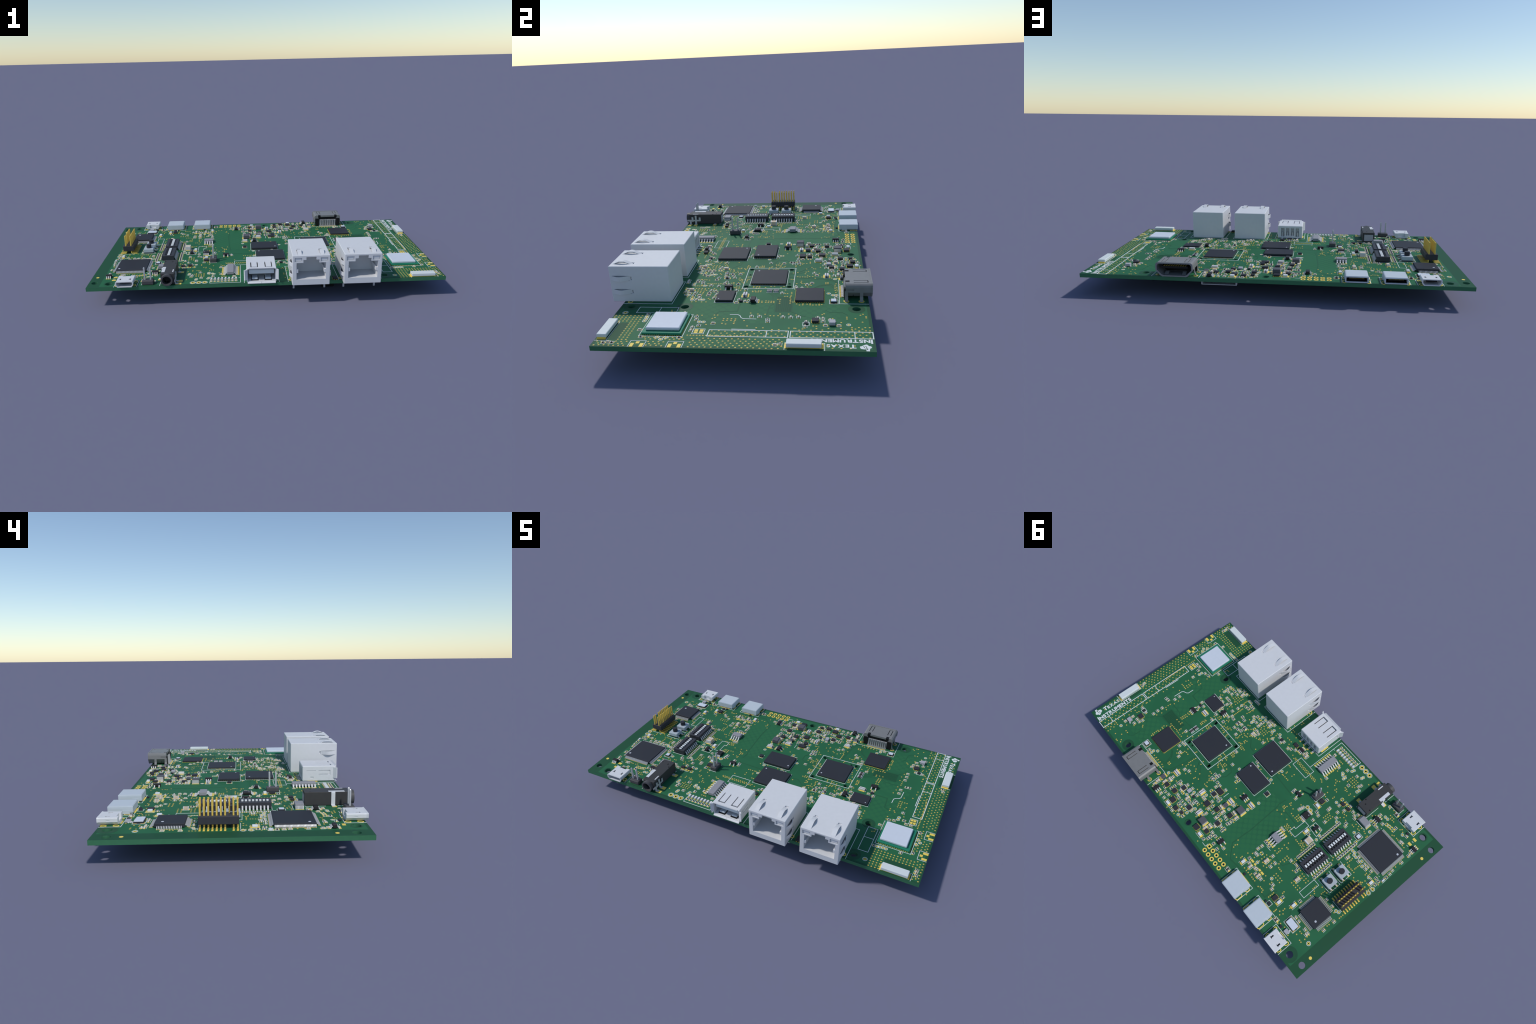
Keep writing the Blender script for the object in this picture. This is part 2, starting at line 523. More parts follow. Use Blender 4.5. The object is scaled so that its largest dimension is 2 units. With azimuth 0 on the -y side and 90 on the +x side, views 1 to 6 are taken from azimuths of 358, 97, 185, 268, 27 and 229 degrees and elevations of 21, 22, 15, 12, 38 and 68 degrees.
def bare_chip(x, y, sx, sy, h, mat='chip', mark=None, silk_m=None, name='integrated_circuit', pads=0, z0=0.0022):
    """Leadless package; pads = plated stubs along each side."""
    x, y, sx, sy = x * U, y * U, sx * U, sy * U
    b = Builder(mat, 'mark')
    b.box(-sx / 2, sx / 2, -sy / 2, sy / 2, z0, h, mat, 0.0009 if sx < .05 else 0.0016)
    if mark:
        dot(b, mark[0] * U - x, mark[1] * U - y, h, 0.0045 if sx > .1 else .003)
    o = place(name, b.mesh(name), x, y, TOP)
    if pads:
        for side in (-1, 1):
            for i in range(pads):
                t = (i - (pads - 1) / 2) / pads
                pad(x + side * (sx / 2 + 0.0005), y + t * sy, 0.0045, sy / pads * 0.5)
                pad(x + t * sx, y + side * (sy / 2 + 0.001), sx / pads * 0.5, 0.0045)
    if silk_m:
        k = silk_m * U
        SILK.at().line([(x - sx / 2 - k, y - sy / 2 - k), (x + sx / 2 + k, y - sy / 2 - k), (x + sx / 2 + k, y + sy / 2 + k),
                        (x - sx / 2 - k, y + sy / 2 + k)], 0.002, TOP - 0.001, ZS + lift(), closed=True)
    return o

def two_row(name, x, y, sx, sy, h, rows, pitch, reach, lw, rot, body, z0=0.003, mark=None):
    """Body with leads on its two long sides; rows = lead counts on (+x, -x) before rotation."""
    sx, sy = sx * U, sy * U
    b = Builder(body, 'mark')
    b.box(-sx / 2, sx / 2, -sy / 2, sy / 2, z0, h, body, 0.0016)
    if mark:
        b.disc(mark[0], mark[1], 0.0028, h - 0.001, h + 0.0004, 12, 'mark')
    o = place(name, b.mesh(name), x * U, y * U, TOP, rot)
    k = Builder('terminal')
    a = math.radians(rot)
    for side, n in ((0, rows[0]), (2, rows[1])):
        sp = pitch if n != 2 else pitch * 2
        for i in range(n):
            t = (i - (n - 1) / 2) * sp
            gull(k, side, t, lw, sx / 2, h * 0.55, reach, 0.003, 'terminal')
            u = (sx / 2 + reach * 0.98) * (1 if side == 0 else -1)
            v = t if side == 0 else -t
            pad(x * U + u * math.cos(a) - v * math.sin(a), y * U + u * math.sin(a) + v * math.cos(a), reach * 0.85, lw * 1.35, rot)
    place('lead', k.mesh('lead'), 0, 0, 0, 0, o, True)
    return o

# ------------------------------------------------------------------ large packages
processor = bare_chip(349.5, 108.5, 171, 168, 0.0095, mark=(283, 48), silk_m=4.5, name='processor', z0=0.0032)
via_ball = Builder('gold')
for i in range(20):
    for j in range(20):
        if min(i, j, 19 - i, 19 - j) == 0:
            via_ball.disc((i - 9.5) * 0.0083, (j - 9.5) * 0.0083, 0.0026, 0.0006, 0.0036, 8)
place('solder_ball', via_ball.mesh('solder_ball'), 0, 0, 0, 0, processor, True)
silk_box(228, 472, -10, 229, 0.0026)
memory_a = bare_chip(40, -118, 172, 154, 0.0132, mark=(-28, -60), silk_m=4, name='memory_chip', z0=0.0032)
memory_b = bare_chip(10, 54, 168, 118, 0.0152, mark=(80, 18), silk_m=4, name='memory_chip', z0=0.0032)
for m, w in ((memory_a, .154), (memory_b, .118)):
    k = Builder('gold')
    n = int(w / 0.0102)
    for i in range(n):
        for s in (-1, 1):
            k.disc(s * 0.078, (i - (n - 1) / 2) * 0.0102, 0.003, 0.0006, 0.0036, 8)
    place('solder_ball', k.mesh('solder_ball'), 0, 0, 0, 0, m, True)
bare_chip(565, -71, 100, 78, 0.0110, mark=(600, -97), silk_m=4)
bare_chip(547, 309, 128, 126, 0.0118, pads=16)
flat_pack('microcontroller', -0.7915, -0.230, 0.180, 0.174, 0.0148, 36, 0.0047, 0.0165, 0.0026, (-864, -290))
flat_pack('microcontroller', -0.812, 0.276, 0.121, 0.124, 0.0195, 16, 0.00645, 0.0195, 0.0030, (-846, 306))
for s in (-1, 1):
    silk([(-791.5 + s * 92, -228 - s * 100), (-791.5 + s * 100, -228 - s * 100)])

# radio module: teal laminate under a pale shield lid
b = Builder('module')
b.box(-0.083, 0.083, -0.081, 0.081, 0.001, 0.010, 'module', 0.0015)
mod = place('radio_module', b.mesh('radio_module'), 0.825, -0.2685, TOP)
b = Builder('lid')
b.box(-0.0690, 0.0690, -0.0695, 0.0695, 0.0101, 0.0235, 'lid', 0.003)
place('shield_lid', b.mesh('shield_lid'), -0.004, 0.001, 0, 0, mod)
silk_box(735, 917, -358, -180)
for i in range(17):
    for s in (-1, 1):
        pad(0.825 + s * 0.0822, -0.2685 + (i - 8) * 0.0092, 0.006, 0.0042)
        pad(0.825 + (i - 8) * 0.0092, -0.2685 + s * 0.0802, 0.0042, 0.006)

# flat cable connectors: white bars on gold ends
def cable_connector(x, y, l, w, rot):
    b = Builder('white_plastic', 'gold')
    b.box(-l / 2, l / 2, -w / 2, w / 2, 0.0035, 0.0205, 'white_plastic', 0.002)
    b.box(-l / 2 - 0.001, l / 2 + 0.001, -w / 2 + 0.002, w / 2 - 0.004, 0.0008, 0.0075, 'gold')
    place('cable_connector', b.mesh('cable_connector'), x, y, TOP, rot)
    a = math.radians(rot)
    for s in (-1, 1):
        pad(x + s * (l / 2) * math.cos(a), y + s * (l / 2) * math.sin(a), 0.014, w * 0.92, rot)
cable_connector(0.9680, 0.3005, 0.132, 0.0400, 90)
cable_connector(0.8765, -0.5010, 0.132, 0.0400, 0)
silk([(999, 378), (947, 378), (947, 228), (997, 228)])
silk([(956, -526), (956, -478), (806, -478), (806, -527)])

# ------------------------------------------------------------------ network jacks
def network_jack_mesh():
    b = Builder('white')
    b.box(-0.1015, 0.1015, -0.137, 0.137, 0.0, 0.172, 'white', 0.0022)
    body = b.mesh('network_jack')
    tunnel = Builder('white')
    tunnel.prism([(-0.0796, 0.0335), (0.0796, 0.0335), (0.0796, 0.130), (0.043, 0.130), (0.043, 0.147), (0.027, 0.147),
                  (0.027, 0.163), (-0.027, 0.163), (-0.027, 0.147), (-0.043, 0.147), (-0.043, 0.130), (-0.0796, 0.130)],
                 -0.2, -0.018, 'y')
    windows = Builder('white')
    for s in (-1, 1):
        windows.box(min(s * .05, s * .09), max(s * .05, s * .09), -0.2, -0.131, 0.136, 0.159)
    slots = Builder('white')
    for s in (-1, 1):                 # pockets under the leaf springs
        slots.box(s * 0.061 - 0.0118, s * 0.061 + 0.0118, -0.122, -0.040, 0.1688, 0.2)
        slots.box(s * 0.061 - 0.0075, s * 0.061 + 0.0105, -0.0401, -0.0290, 0.1670, 0.2)
        for z in (0.115, 0.050):
            slots.box(s * 0.12 - 0.0255, s * 0.12 + 0.0255, -0.124, -0.045, z - 0.0118, z + 0.0118)
            slots.box(s * 0.12 - 0.0255, s * 0.12 + 0.0255, -0.0451, -0.0340, z - 0.0085, z + 0.0085)
    return carve(body, tunnel, windows, slots)

def spring_path(y0, y1, h, base):
    """Raised leaf: leaves the shell near the front, humps, dips back with an upturned tip."""
    out = []
    for i in range(15):
        t = i / 14
        out.append((y0 + (y1 - y0) * t, base + h * math.sin(math.pi * min(1.0, t * 1.06)) ** 1.6 - 0.0035 * max(0.0, t - 0.85) / 0.15))
    return out

def network_jack_springs():
    k = Builder('white')
    for s in (-1, 1):
        # on top: strip across x, path in (y, z)
        k.T = Matrix.Identity(4)
        path = spring_path(-0.128, -0.036, 0.0135, 0.1712)
        k.ribbon(path, s * 0.061 - 0.0110, s * 0.061 + 0.0110, 0.0022, 'x')
        # on the sides: path in (y, outward)
        for z in (0.115, 0.050):
            k.T = Matrix(((0, 0, s, 0), (0, 1, 0, 0), (1, 0, 0, 0), (0, 0, 0, 1)))
            side = spring_path(-0.130, -0.041, 0.0135, 0.1007)
            k.ribbon(side, z - 0.0108, z + 0.0108, 0.0022, 'x')
    return k.mesh('spring_contact')

def network_jack_nubs():
    k = Builder('white')
    for s in (-1, 1):
        a, c = sorted((s * 0.0805, s * 0.0700))
        k.box(a, c, -0.1355, -0.02, 0.072, 0.092, 'white', 0.001)
        a, c = sorted((s * 0.087, s * 0.053))
        k.box(a, c, -0.1335, -0.129, 0.1385, 0.1565, 'white', 0.0012)
    return k.mesh('latch_guide')

def network_jack_pins():
    k = Builder('tin')
    for s in (-1, 1):
        k.box(s * 0.0865 - 0.005, s * 0.0865 + 0.005, -0.058, -0.052, -0.054, 0.001, 'tin', 0.001)
        for i in range(5):
            k.disc(-0.045 + 0.0225 * i + 0.011 * (s > 0) - 0.005, 0.035 + 0.033 * (s > 0), 0.0035, -0.046, 0.001, 10)
    return k.mesh('pin')

ME_JACK, ME_SPR, ME_NUB, ME_JPIN = network_jack_mesh(), network_jack_springs(), network_jack_nubs(), network_jack_pins()
for x in (0.2355, 0.5165):
    j = place('network_jack', ME_JACK, x, -0.445, TOP + 0.0006)
    place('spring_contact', ME_SPR, 0, 0, 0, 0, j)
    place('latch_guide', ME_NUB, 0, 0, 0, 0, j)
    place('pin', ME_JPIN, 0, 0, 0, 0, j)
    for s in (-1, 1):
        PAD.at().ring(x + s * 0.1045, -0.500, 0.0115, 0.0070, TOP - 0.001, ZP + lift(), 20)
silk([(346, -526), (346, -302), (117, -302), (117, -526)])
silk([(637, -526), (637, -302), (399, -302), (399, -526)])

# ------------------------------------------------------------------ stacked-blade host port
def host_port():
    b = Builder('white')
    b.box(-0.082, 0.082, -0.090, 0.091, 0.003, 0.087, 'white', 0.003)
    body = b.mesh('host_port')
    cav = Builder('white')
    cav.box(-0.0765, 0.0765, -0.2, 0.035, 0.0105, 0.0815)
    back = Builder('white')
    for i in range(4):
        back.box(-0.060 + i * 0.0325, -0.0375 + i * 0.0325, 0.070, 0.2, 0.020 if i % 3 else 0.014, 0.071)
    cuts = Builder('white')
    for c in (0.009, -0.070):
        # U-shaped slit of the top spring tongue
        x0, x1, t = c - 0.0205 + 0.031, c + 0.0205 + 0.031, 0.0052
        cuts.prism([(x0, 0.006), (x0, -0.072), (x1, -0.072), (x1, 0.006), (x1 - t, 0.006), (x1 - t, -0.0645),
                    (x0 + t, -0.0645), (x0 + t, 0.006)], 0.0775, 0.2, 'z')
    for s in (-1, 1):
        cuts.box(s * 0.1 - 0.0212, s * 0.1 + 0.0212, -0.062, 0.002, 0.038, 0.043)
        cuts.box(s * 0.1 - 0.0212, s * 0.1 + 0.0212, -0.062, 0.002, 0.061, 0.064)
        cuts.box(s * 0.1 - 0.0212, s * 0.1 + 0.0212, -0.062, -0.052, 0.038, 0.064)
        cuts.box(s * 0.1 - 0.0205, s * 0.1 + 0.0205, 0.018, 0.068, 0.060, 0.0635)
        cuts.box(s * 0.1 - 0.0205, s * 0.1 + 0.0205, 0.030, 0.047, 0.018, 0.027)
    o = place('host_port', carve(body, cav, back, cuts), -0.031, -0.440, TOP)
    k = Builder('white')
    for s in (-1, 1):                                   # flared lips round the mouth
        k.prism([(s * 0.0785, -0.0905), (s * 0.0925, -0.0990), (s * 0.0945, -0.0955), (s * 0.0825, -0.0780)], 0.020, 0.079, 'z')
    k.T = Matrix.Identity(4)
    k.prism([(-0.088, 0.0035), (-0.0985, -0.0005), (-0.0985, 0.0025), (-0.088, 0.0095)], -0.0775, -0.0005, 'x')
    k.prism([(-0.088, 0.0035), (-0.0985, -0.0005), (-0.0985, 0.0025), (-0.088, 0.0095)], 0.0005, 0.0775, 'x')
    k.prism([(-0.088, 0.0865), (-0.0965, 0.0915), (-0.0975, 0.0890), (-0.088, 0.0825)], -0.070, 0.070, 'x')
    place('flared_lip', k.mesh('flared_lip'), 0, 0, 0, 0, o)
    k = Builder('white_plastic', 'blue_white', 'black')
    k.box(-0.070, 0.070, -0.079, 0.0349, 0.050, 0.0745, 'white_plastic', 0.002)
    k.box(-0.070, 0.070, -0.070, 0.030, 0.0750, 0.0765, 'black')  # thin black sheet under the roof, seen dark through the top slits
    for c in (-0.037, 0.037):
        k.box(c - 0.020, c + 0.020, -0.080, -0.010, 0.0107, 0.0125, 'black')
        k.box(c - 0.0165, c + 0.0165, -0.074, -0.010, 0.0126, 0.0240, 'blue_white', 0.003)
    place('contact_tongue', k.mesh('contact_tongue'), 0, 0, 0, 0, o)
    k = Builder('tin')
    for x in (0.052, 0.0185, -0.0175, -0.051):
        k.ribbon([(0.075, 0.045), (0.082, 0.040), (0.084, 0.003), (0.113, 0.002)], x - 0.005, x + 0.005, 0.003, 'x')
        pad(-0.031 + x, -0.330, 0.012, 0.022)
    place('pin', k.mesh('pin'), 0, 0, 0, 0, o)
    pad(-0.031 - 0.080, -0.404, 0.016, 0.056)
    pad(-0.031 + 0.080, -0.404, 0.016, 0.056)
host_port()
silk([(67, -526), (67, -345), (-127, -345), (-127, -526)])

# ------------------------------------------------------------------ display port socket
def display_port():
    prof = [(-0.094, 0.064), (-0.0915, 0.073), (-0.083, 0.078), (0.083, 0.078), (0.0915, 0.073), (0.094, 0.064), (0.094, 0.040), (0.070, 0.012), (0.060, 0.007),
            (-0.060, 0.007), (-0.070, 0.012), (-0.094, 0.040)]
    inner = [(x * 0.935, 0.0425 + (z - 0.0425) * 0.84) for x, z in prof]
    b = Builder('steel')
    b.prism(prof, -0.054, 0.060, 'y')
    body = b.mesh('display_port')
    cav = Builder('steel')
    cav.prism(inner, -0.020, 0.2, 'y')
    cuts = Builder('steel')
    for c in (0.0595, -0.0580):
        x0, x1, t = c - 0.0118, c + 0.0118, 0.0042
        cuts.prism([(x0, -0.018), (x0, 0.045), (x1, 0.045), (x1, -0.018), (x1 - t, -0.018), (x1 - t, 0.0415),
                    (x0 + t, 0.0415), (x0 + t, -0.018)], 0.0690, 0.2, 'z')
        cuts.box(c - 0.0090, c + 0.0090, -0.2, -0.036, 0.060, 0.2)
    cuts.box(-0.064, 0.064, -0.2, -0.040, -0.1, 0.066)
    for s in (-1, 1):
        cuts.box(s * 0.11 - 0.019, s * 0.11 + 0.019, -0.060, -0.018, 0.051, 0.055)
    o = place('display_port', carve(body, cav, cuts), 0.4955, 0.520, TOP)
    k = Builder('steel')
    k.tube([(x * 1.02, 0.0425 + (z - 0.0425) * 1.04) for x, z in prof], inner, 0.056, 0.0625, 'y')
    for s in (-1, 1):                                   # legs folded down to the board
        for y in (-0.050, 0.015):
            k.prism([(s * 0.0945, 0.045), (s * 0.0945, 0.020), (s * 0.1035, 0.000), (s * 0.1005, 0.000), (s * 0.0915, 0.020),
                     (s * 0.0915, 0.045)], y - 0.007, y + 0.007, 'y')
    k.T = Matrix.Identity(4)
    place('mounting_leg', k.mesh('mounting_leg'), 0, 0, 0, 0, o)
    k = Builder('black')
    for c in (-1, 1):
        k.box(min(c * 0.064, c * 0.088), max(c * 0.064, c * 0.088), -0.0600, -0.0545, 0.002, 0.056, 'black', 0.001)
        k.box(c * 0.059 - 0.0088, c * 0.059 + 0.0088, -0.0545, -0.0362, 0.0602, 0.0765, 'black')
    k.box(-0.0635, 0.0635, -0.0500, -0.0402, 0.004, 0.0655, 'black', 0.001)
    k.box(-0.068, 0.068, -0.020, 0.050, 0.046, 0.058, 'black', 0.001)
    k.box(-0.080, 0.080, -0.0205, -0.0190, 0.014, 0.072, 'black')
    k.box(-0.080, 0.080, -0.0189, 0.050, 0.0700, 0.0719, 'black')  # thin black sheet under the roof, so that the slits look black
    place('insulator', k.mesh('insulator'), 0, 0, 0, 0, o)
    k = Builder('pin_gold')
    for i in range(10):
        x = (i - 4.5) * 0.0122
        k.box(x - 0.003, x + 0.003, -0.018, 0.047, 0.0578, 0.0592)
    place('contact', k.mesh('contact'), 0, 0, 0, 0, o)
    k = Builder('steel')
    for c in (-0.045, 0.045):
        k.ribbon([(0.045, 0.012), (0.020, 0.022), (0.000, 0.014)], c - 0.010, c + 0.010, 0.003, 'x')
    place('spring_contact', k.mesh('spring_contact'), 0, 0, 0, 0, o)
    k = Builder('tin')
    for i in range(19):
        x = (i - 9) * 0.00645
        d = 0.0075 if i % 2 else 0.0
        k.ribbon([(-0.0495, 0.046), (-0.0520 - d * .6, 0.044), (-0.0540 - d, 0.004), (-0.071, 0.002)], x - 0.0017, x + 0.0017, 0.0022, 'x')
        pad(0.4955 + x, 0.4505, 0.0036, 0.017)
    place('pin', k.mesh('pin'), 0, 0, 0, 0, o)
    for s in (-1, 1):
        for y in (0.470, 0.535):
            PAD.at().ring(0.4955 + s * 0.099, y, 0.0125, 0.0085, TOP - 0.001, ZP + lift(), 22)
display_port()
silk([(620, 565), (620, 440), (375, 440), (375, 565)])

# ------------------------------------------------------------------ rounded ports on the long edge
def rounded_rect(w, z0, z1, r, n=4):
    pts = []
    for cx, cz, a0 in ((w - r, z1 - r, 0), (-w + r, z1 - r, 90), (-w + r, z0 + r, 180), (w - r, z0 + r, 270)):
        for i in range(n + 1):
            a = math.radians(a0 + 90 * i / n)
            pts.append((cx + r * math.cos(a), cz + r * math.sin(a)))
    return pts

def edge_port_mesh():
    b = Builder('blue_white')
    b.prism(rounded_rect(0.0585, 0.0025, 0.0370, 0.007), -0.0555, 0.0555, 'y')
    body = b.mesh('edge_port')
    bm = bmesh.new(); bm.from_mesh(body)
    ed = [e for e in bm.edges if all(abs(abs(v.co.y) - 0.0555) < 1e-6 for v in e.verts)]
    bmesh.ops.bevel(bm, geom=ed, offset=0.0025, segments=2, affect='EDGES')
    bm.to_mesh(body); bm.free()
    cav = Builder('blue_white')
    cav.box(-0.052, 0.052, -0.030, 0.2, 0.0085, 0.0305)
    return carve(body, cav)
ME_EDGE = edge_port_mesh()
def edge_port(x, y):
    o = place('edge_port', ME_EDGE, x, y, TOP)
    k = Builder('black')
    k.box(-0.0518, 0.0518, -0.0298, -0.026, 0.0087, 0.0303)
    k.box(-0.040, 0.040, -0.026, 0.042, 0.016, 0.0215, 'black', 0.001)
    k.box(-0.0505, 0.0505, -0.026, 0.047, 0.0087, 0.0105)
    place('insulator', k.mesh('insulator'), 0, 0, 0, 0, o)
    k = Builder('pin_gold')
    for i in range(12):
        t = (i - 5.5) * 0.0062
        k.box(t - 0.0017, t + 0.0017, -0.025, 0.040, 0.0213, 0.0228)
        pad(x + t, y - 0.0575, 0.0034, 0.010)
    place('contact', k.mesh('contact'), 0, 0, 0, 0, o)
    k = Builder('blue_white')
    for s in (-1, 1):
        k.box(min(s * .0575, s * .0605), max(s * .0575, s * .0605), -0.042, -0.010, 0.0015, 0.018)
        for yy, h in ((-0.030, .014), (0.030, .022)):
            PAD.at(x + s * 0.060, y + yy).tube(rounded_rect(0.0095, -h, h, 0.009), rounded_rect(0.0055, -h + .0045, h - .0045, 0.005),
                                              TOP - 0.001, ZP + lift())
    place('mounting_leg', k.mesh('mounting_leg'), 0, 0, 0, 0, o)
edge_port(-0.4215, 0.5145)
edge_port(-0.6145, 0.5165)
silk([(-349, 565), (-349, 456), (-492, 456), (-492, 565)])
silk([(-542, 565), (-542, 456), (-687, 456), (-687, 565)])

# ------------------------------------------------------------------ small device ports
DEV_PROF = [(-0.044, 0.0345), (0.044, 0.0345), (0.047, 0.031), (0.047, 0.016), (0.037, 0.0035), (-0.037, 0.0035),
            (-0.047, 0.016), (-0.047, 0.031)]
def device_port(x, y, rot, front):
    inn = [(a * 0.92, 0.019 + (z - 0.019) * 0.80) for a, z in DEV_PROF]
    b = Builder('white')
    b.prism(DEV_PROF, -0.043, front - 0.008, 'y')
    body = b.mesh('device_port')
    cav = Builder('white')
    cav.prism(inn, -0.020, 0.2, 'y')
    cuts = Builder('white')
    for s in (-1, 1):
        cuts.box(s * 0.027 - 0.0040, s * 0.027 + 0.0040, front - 0.050, front - 0.032, 0.030, 0.2)
        cuts.box(s * 0.027 - 0.0070, s * 0.027 + 0.0070, front - 0.035, front - 0.0315, 0.030, 0.2)
        cuts.box(min(s * .0455, s * .2), max(s * .0455, s * .2), -0.010, 0.004, 0.018, 0.023)
    cuts.box(-0.022, 0.022, -0.2, -0.034, 0.012, 0.2)
    o = place('device_port', carve(body, cav, cuts), x, y, TOP, rot)
    k = Builder('white')
    flare = [(a * 1.045, max(0.0012, 0.019 + (z - 0.019) * 1.08)) for a, z in DEV_PROF]
    n = len(flare)
    vs = [(a, front - 0.0079, z) for a, z in DEV_PROF] + [(a, front, z) for a, z in flare] + [(a, front, z) for a, z in inn] + \
         [(a, front - 0.0079, z) for a, z in inn]
    k._add(vs, [(r * n + i, r * n + (i + 1) % n, ((r + 1) % 4) * n + (i + 1) % n, ((r + 1) % 4) * n + i) for r in range(4) for i in range(n)], 'white')
    place('flared_lip', k.mesh('flared_lip'), 0, 0, 0, 0, o)
    k = Builder('black')
    k.box(-0.026, 0.026, -0.0295, 0.026, 0.018, 0.0235, 'black', 0.001)
    place('contact_tongue', k.mesh('contact_tongue'), 0, 0, 0, 0, o)
    k = Builder('tin')
    for i in range(5):
        t = (i - 2) * 0.0083
        k.ribbon([(-0.029, 0.012), (-0.034, 0.010), (-0.037, 0.003), (-0.048, 0.002)], t - 0.0018, t + 0.0018, 0.002, 'x')
    place('pin', k.mesh('pin'), 0, 0, 0, 0, o)
    sg = 1 if rot == 0 else -1
    for i in range(5):
        pad(x + (i - 2) * 0.0083, y - sg * 0.046, 0.0045, 0.014)
    for s in (-1, 1):
        for yy in (-0.036, 0.016):
            PAD.at(x + s * 0.047, y + sg * yy, 0, 20 * s).tube(rounded_rect(0.010, -0.014, 0.014, 0.0095), rounded_rect(0.0062, -.0095, .0095, .006),
                                                               TOP - 0.001, ZP + lift())
device_port(-0.7850, 0.5335, 0, 0.0415)
device_port(-0.7845, -0.4890, 180, 0.0490)
silk([(-721, 566), (-721, 476), (-847, 476), (-847, 566)])
silk([(-721, -526), (-721, -437), (-847, -437), (-847, -526)])

# ------------------------------------------------------------------ audio jack
def audio_jack():
    b = Builder('charcoal')
    b.box(-0.038, 0.038, -0.105, 0.105, 0.002, 0.0645, 'charcoal', 0.0016)
    body = b.mesh('audio_jack')
    cuts = Builder('charcoal')
    for dx, dy in ((0.031, 0.051), (0.011, 0.072), (-0.031, 0.079)):
        cuts.box(dx - 0.003, dx + 0.003, dy - 0.004, dy + 0.004, 0.059, 0.2)
    cuts.box(0.034, 0.2, -0.075, -0.030, 0.012, 0.050)
    cuts.disc(-0.003, 0.0325, 0.0235, -0.2, -0.075, 24, None, 'y')
    o = place('audio_jack', carve(body, cuts), -0.5500, -0.4070, TOP)
    k = Builder('barrel')
    k.ring(-0.003, 0.0325, 0.0325, 0.0240, -0.1260, -0.1048, 40, None, 'y', False)
    place('barrel', k.mesh('barrel'), 0, 0, 0, 0, o)
    k = Builder('white', 'tin', 'light_grey')
    # spring plate let into the roof and folded down the -x side
    k.prism([(-0.0355, -0.006), (-0.0175, -0.006), (-0.0175, -0.080), (-0.0355, -0.080)], 0.0630, 0.0656, 'z', 'white')
    k.ribbon([(-0.030, 0.0652), (-0.0390, 0.0645), (-0.0397, 0.060), (-0.0397, 0.004), (-0.060, 0.0030)], -0.036, -0.018, 0.003, 'y', 'white')
    k.box(0.0250, 0.0310, -0.081, -0.045, 0.0630, 0.0654, 'white')
    # forked spring on the +x side
    for y, z0, z1 in ((-0.098, .002, .020), (-0.084, .018, .048), (-0.062, .002, .058), (-0.036, .022, .046)):
        k.box(0.0385, 0.0415, y - 0.006, y + 0.006, z0, z1, 'tin')
    k.box(0.0388, 0.0411, -0.120, -0.032, 0.0200, 0.0300, 'tin')
    for y in (-0.098, -0.062, 0.065):
        k.box(0.0385, 0.056, y - 0.0065, y + 0.0065, 0.0012, 0.0040, 'tin')
    # pale end plate
    k.box(-0.028, 0.029, 0.1052, 0.1068, 0.010, 0.052, 'light_grey')
    place('spring_contact', k.mesh('spring_contact'), 0, 0, 0, 0, o)
    for px, py in ((-495, -342), (-494, -504), (-490, -468)):
        pad(px * U + 0.001, py * U, 0.032, 0.023)
    pad(-0.603, -0.438, 0.022, 0.022)
audio_jack()
silk([(-509, -305), (-595, -305), (-595, -400)])
silk([(-595, -455), (-595, -527)])
silk([(-509, -315), (-509, -305)])

# ------------------------------------------------------------------ pin headers
def pin_pair(x, y, rot, top):
    b = Builder('header_grey')
    b.box(-0.032, 0.032, -0.0205, 0.0205, 0.001, 0.025, 'header_grey', 0.003)
    o = place('pin_header', b.mesh('pin_header'), x, y, TOP, rot)
    k = Builder('tin')
    for s in (-1, 1):
        c = s * 0.0163
        k.box(c - 0.0041, c + 0.0041, -0.0041, 0.0041, 0.0245, top - 0.004, 'tin', 0.0007)
        k.prism([(c - 0.0041, top - 0.004), (c + 0.0041, top - 0.004), (c + 0.0018, top), (c - 0.0018, top)], -0.0022, 0.0022, 'y')
    place('pin', k.mesh('pin'), 0, 0, 0, 0, o)
pin_pair(-0.3125, -0.1735, 90, 0.104)
pin_pair(-0.6620, -0.4920, 0, 0.100)
silk([(-291, -139), (-336, -139), (-336, -209), (-291, -209)])
silk([(-627, -464), (-698, -464), (-698, -509)])

def debug_header():
    b = Builder('switch')
    b.box(-0.034, 0.034, -0.0815, 0.0815, 0.0195, 0.0520, 'switch', 0.0015)
    b.box(-0.008, 0.008, -0.072, 0.072, 0.008, 0.0194, 'switch', 0.001)
    o = place('pin_header', b.mesh('pin_header'), -0.8640, 0.0770, TOP)
    k = Builder('pin_gold')
    for row, s in ((0.0163, 1), (-0.0163, -1)):
        for i in range(10):
            y = 0.0755 - 0.0168 * i - 0.0005
            if s < 0 and i == 7:
                continue
            k.box(row - 0.0033, row + 0.0033, y - 0.0033, y + 0.0033, 0.0519, 0.1190, 'pin_gold', 0.0006)
            k.ribbon([(row, 0.021), (row, 0.006), (row + s * 0.006, 0.0030), (row + s * 0.034, 0.0028)], y - 0.0033, y + 0.0033, 0.0052, 'y')
            pad(-0.8640 + s * 0.044, 0.0770 + y, 0.022, 0.0085)
    place('pin', k.mesh('pin'), 0, 0, 0, 0, o)
debug_header()
silk([(-824, 161), (-897, 161)]); silk([(-824, -10), (-897, -10)])

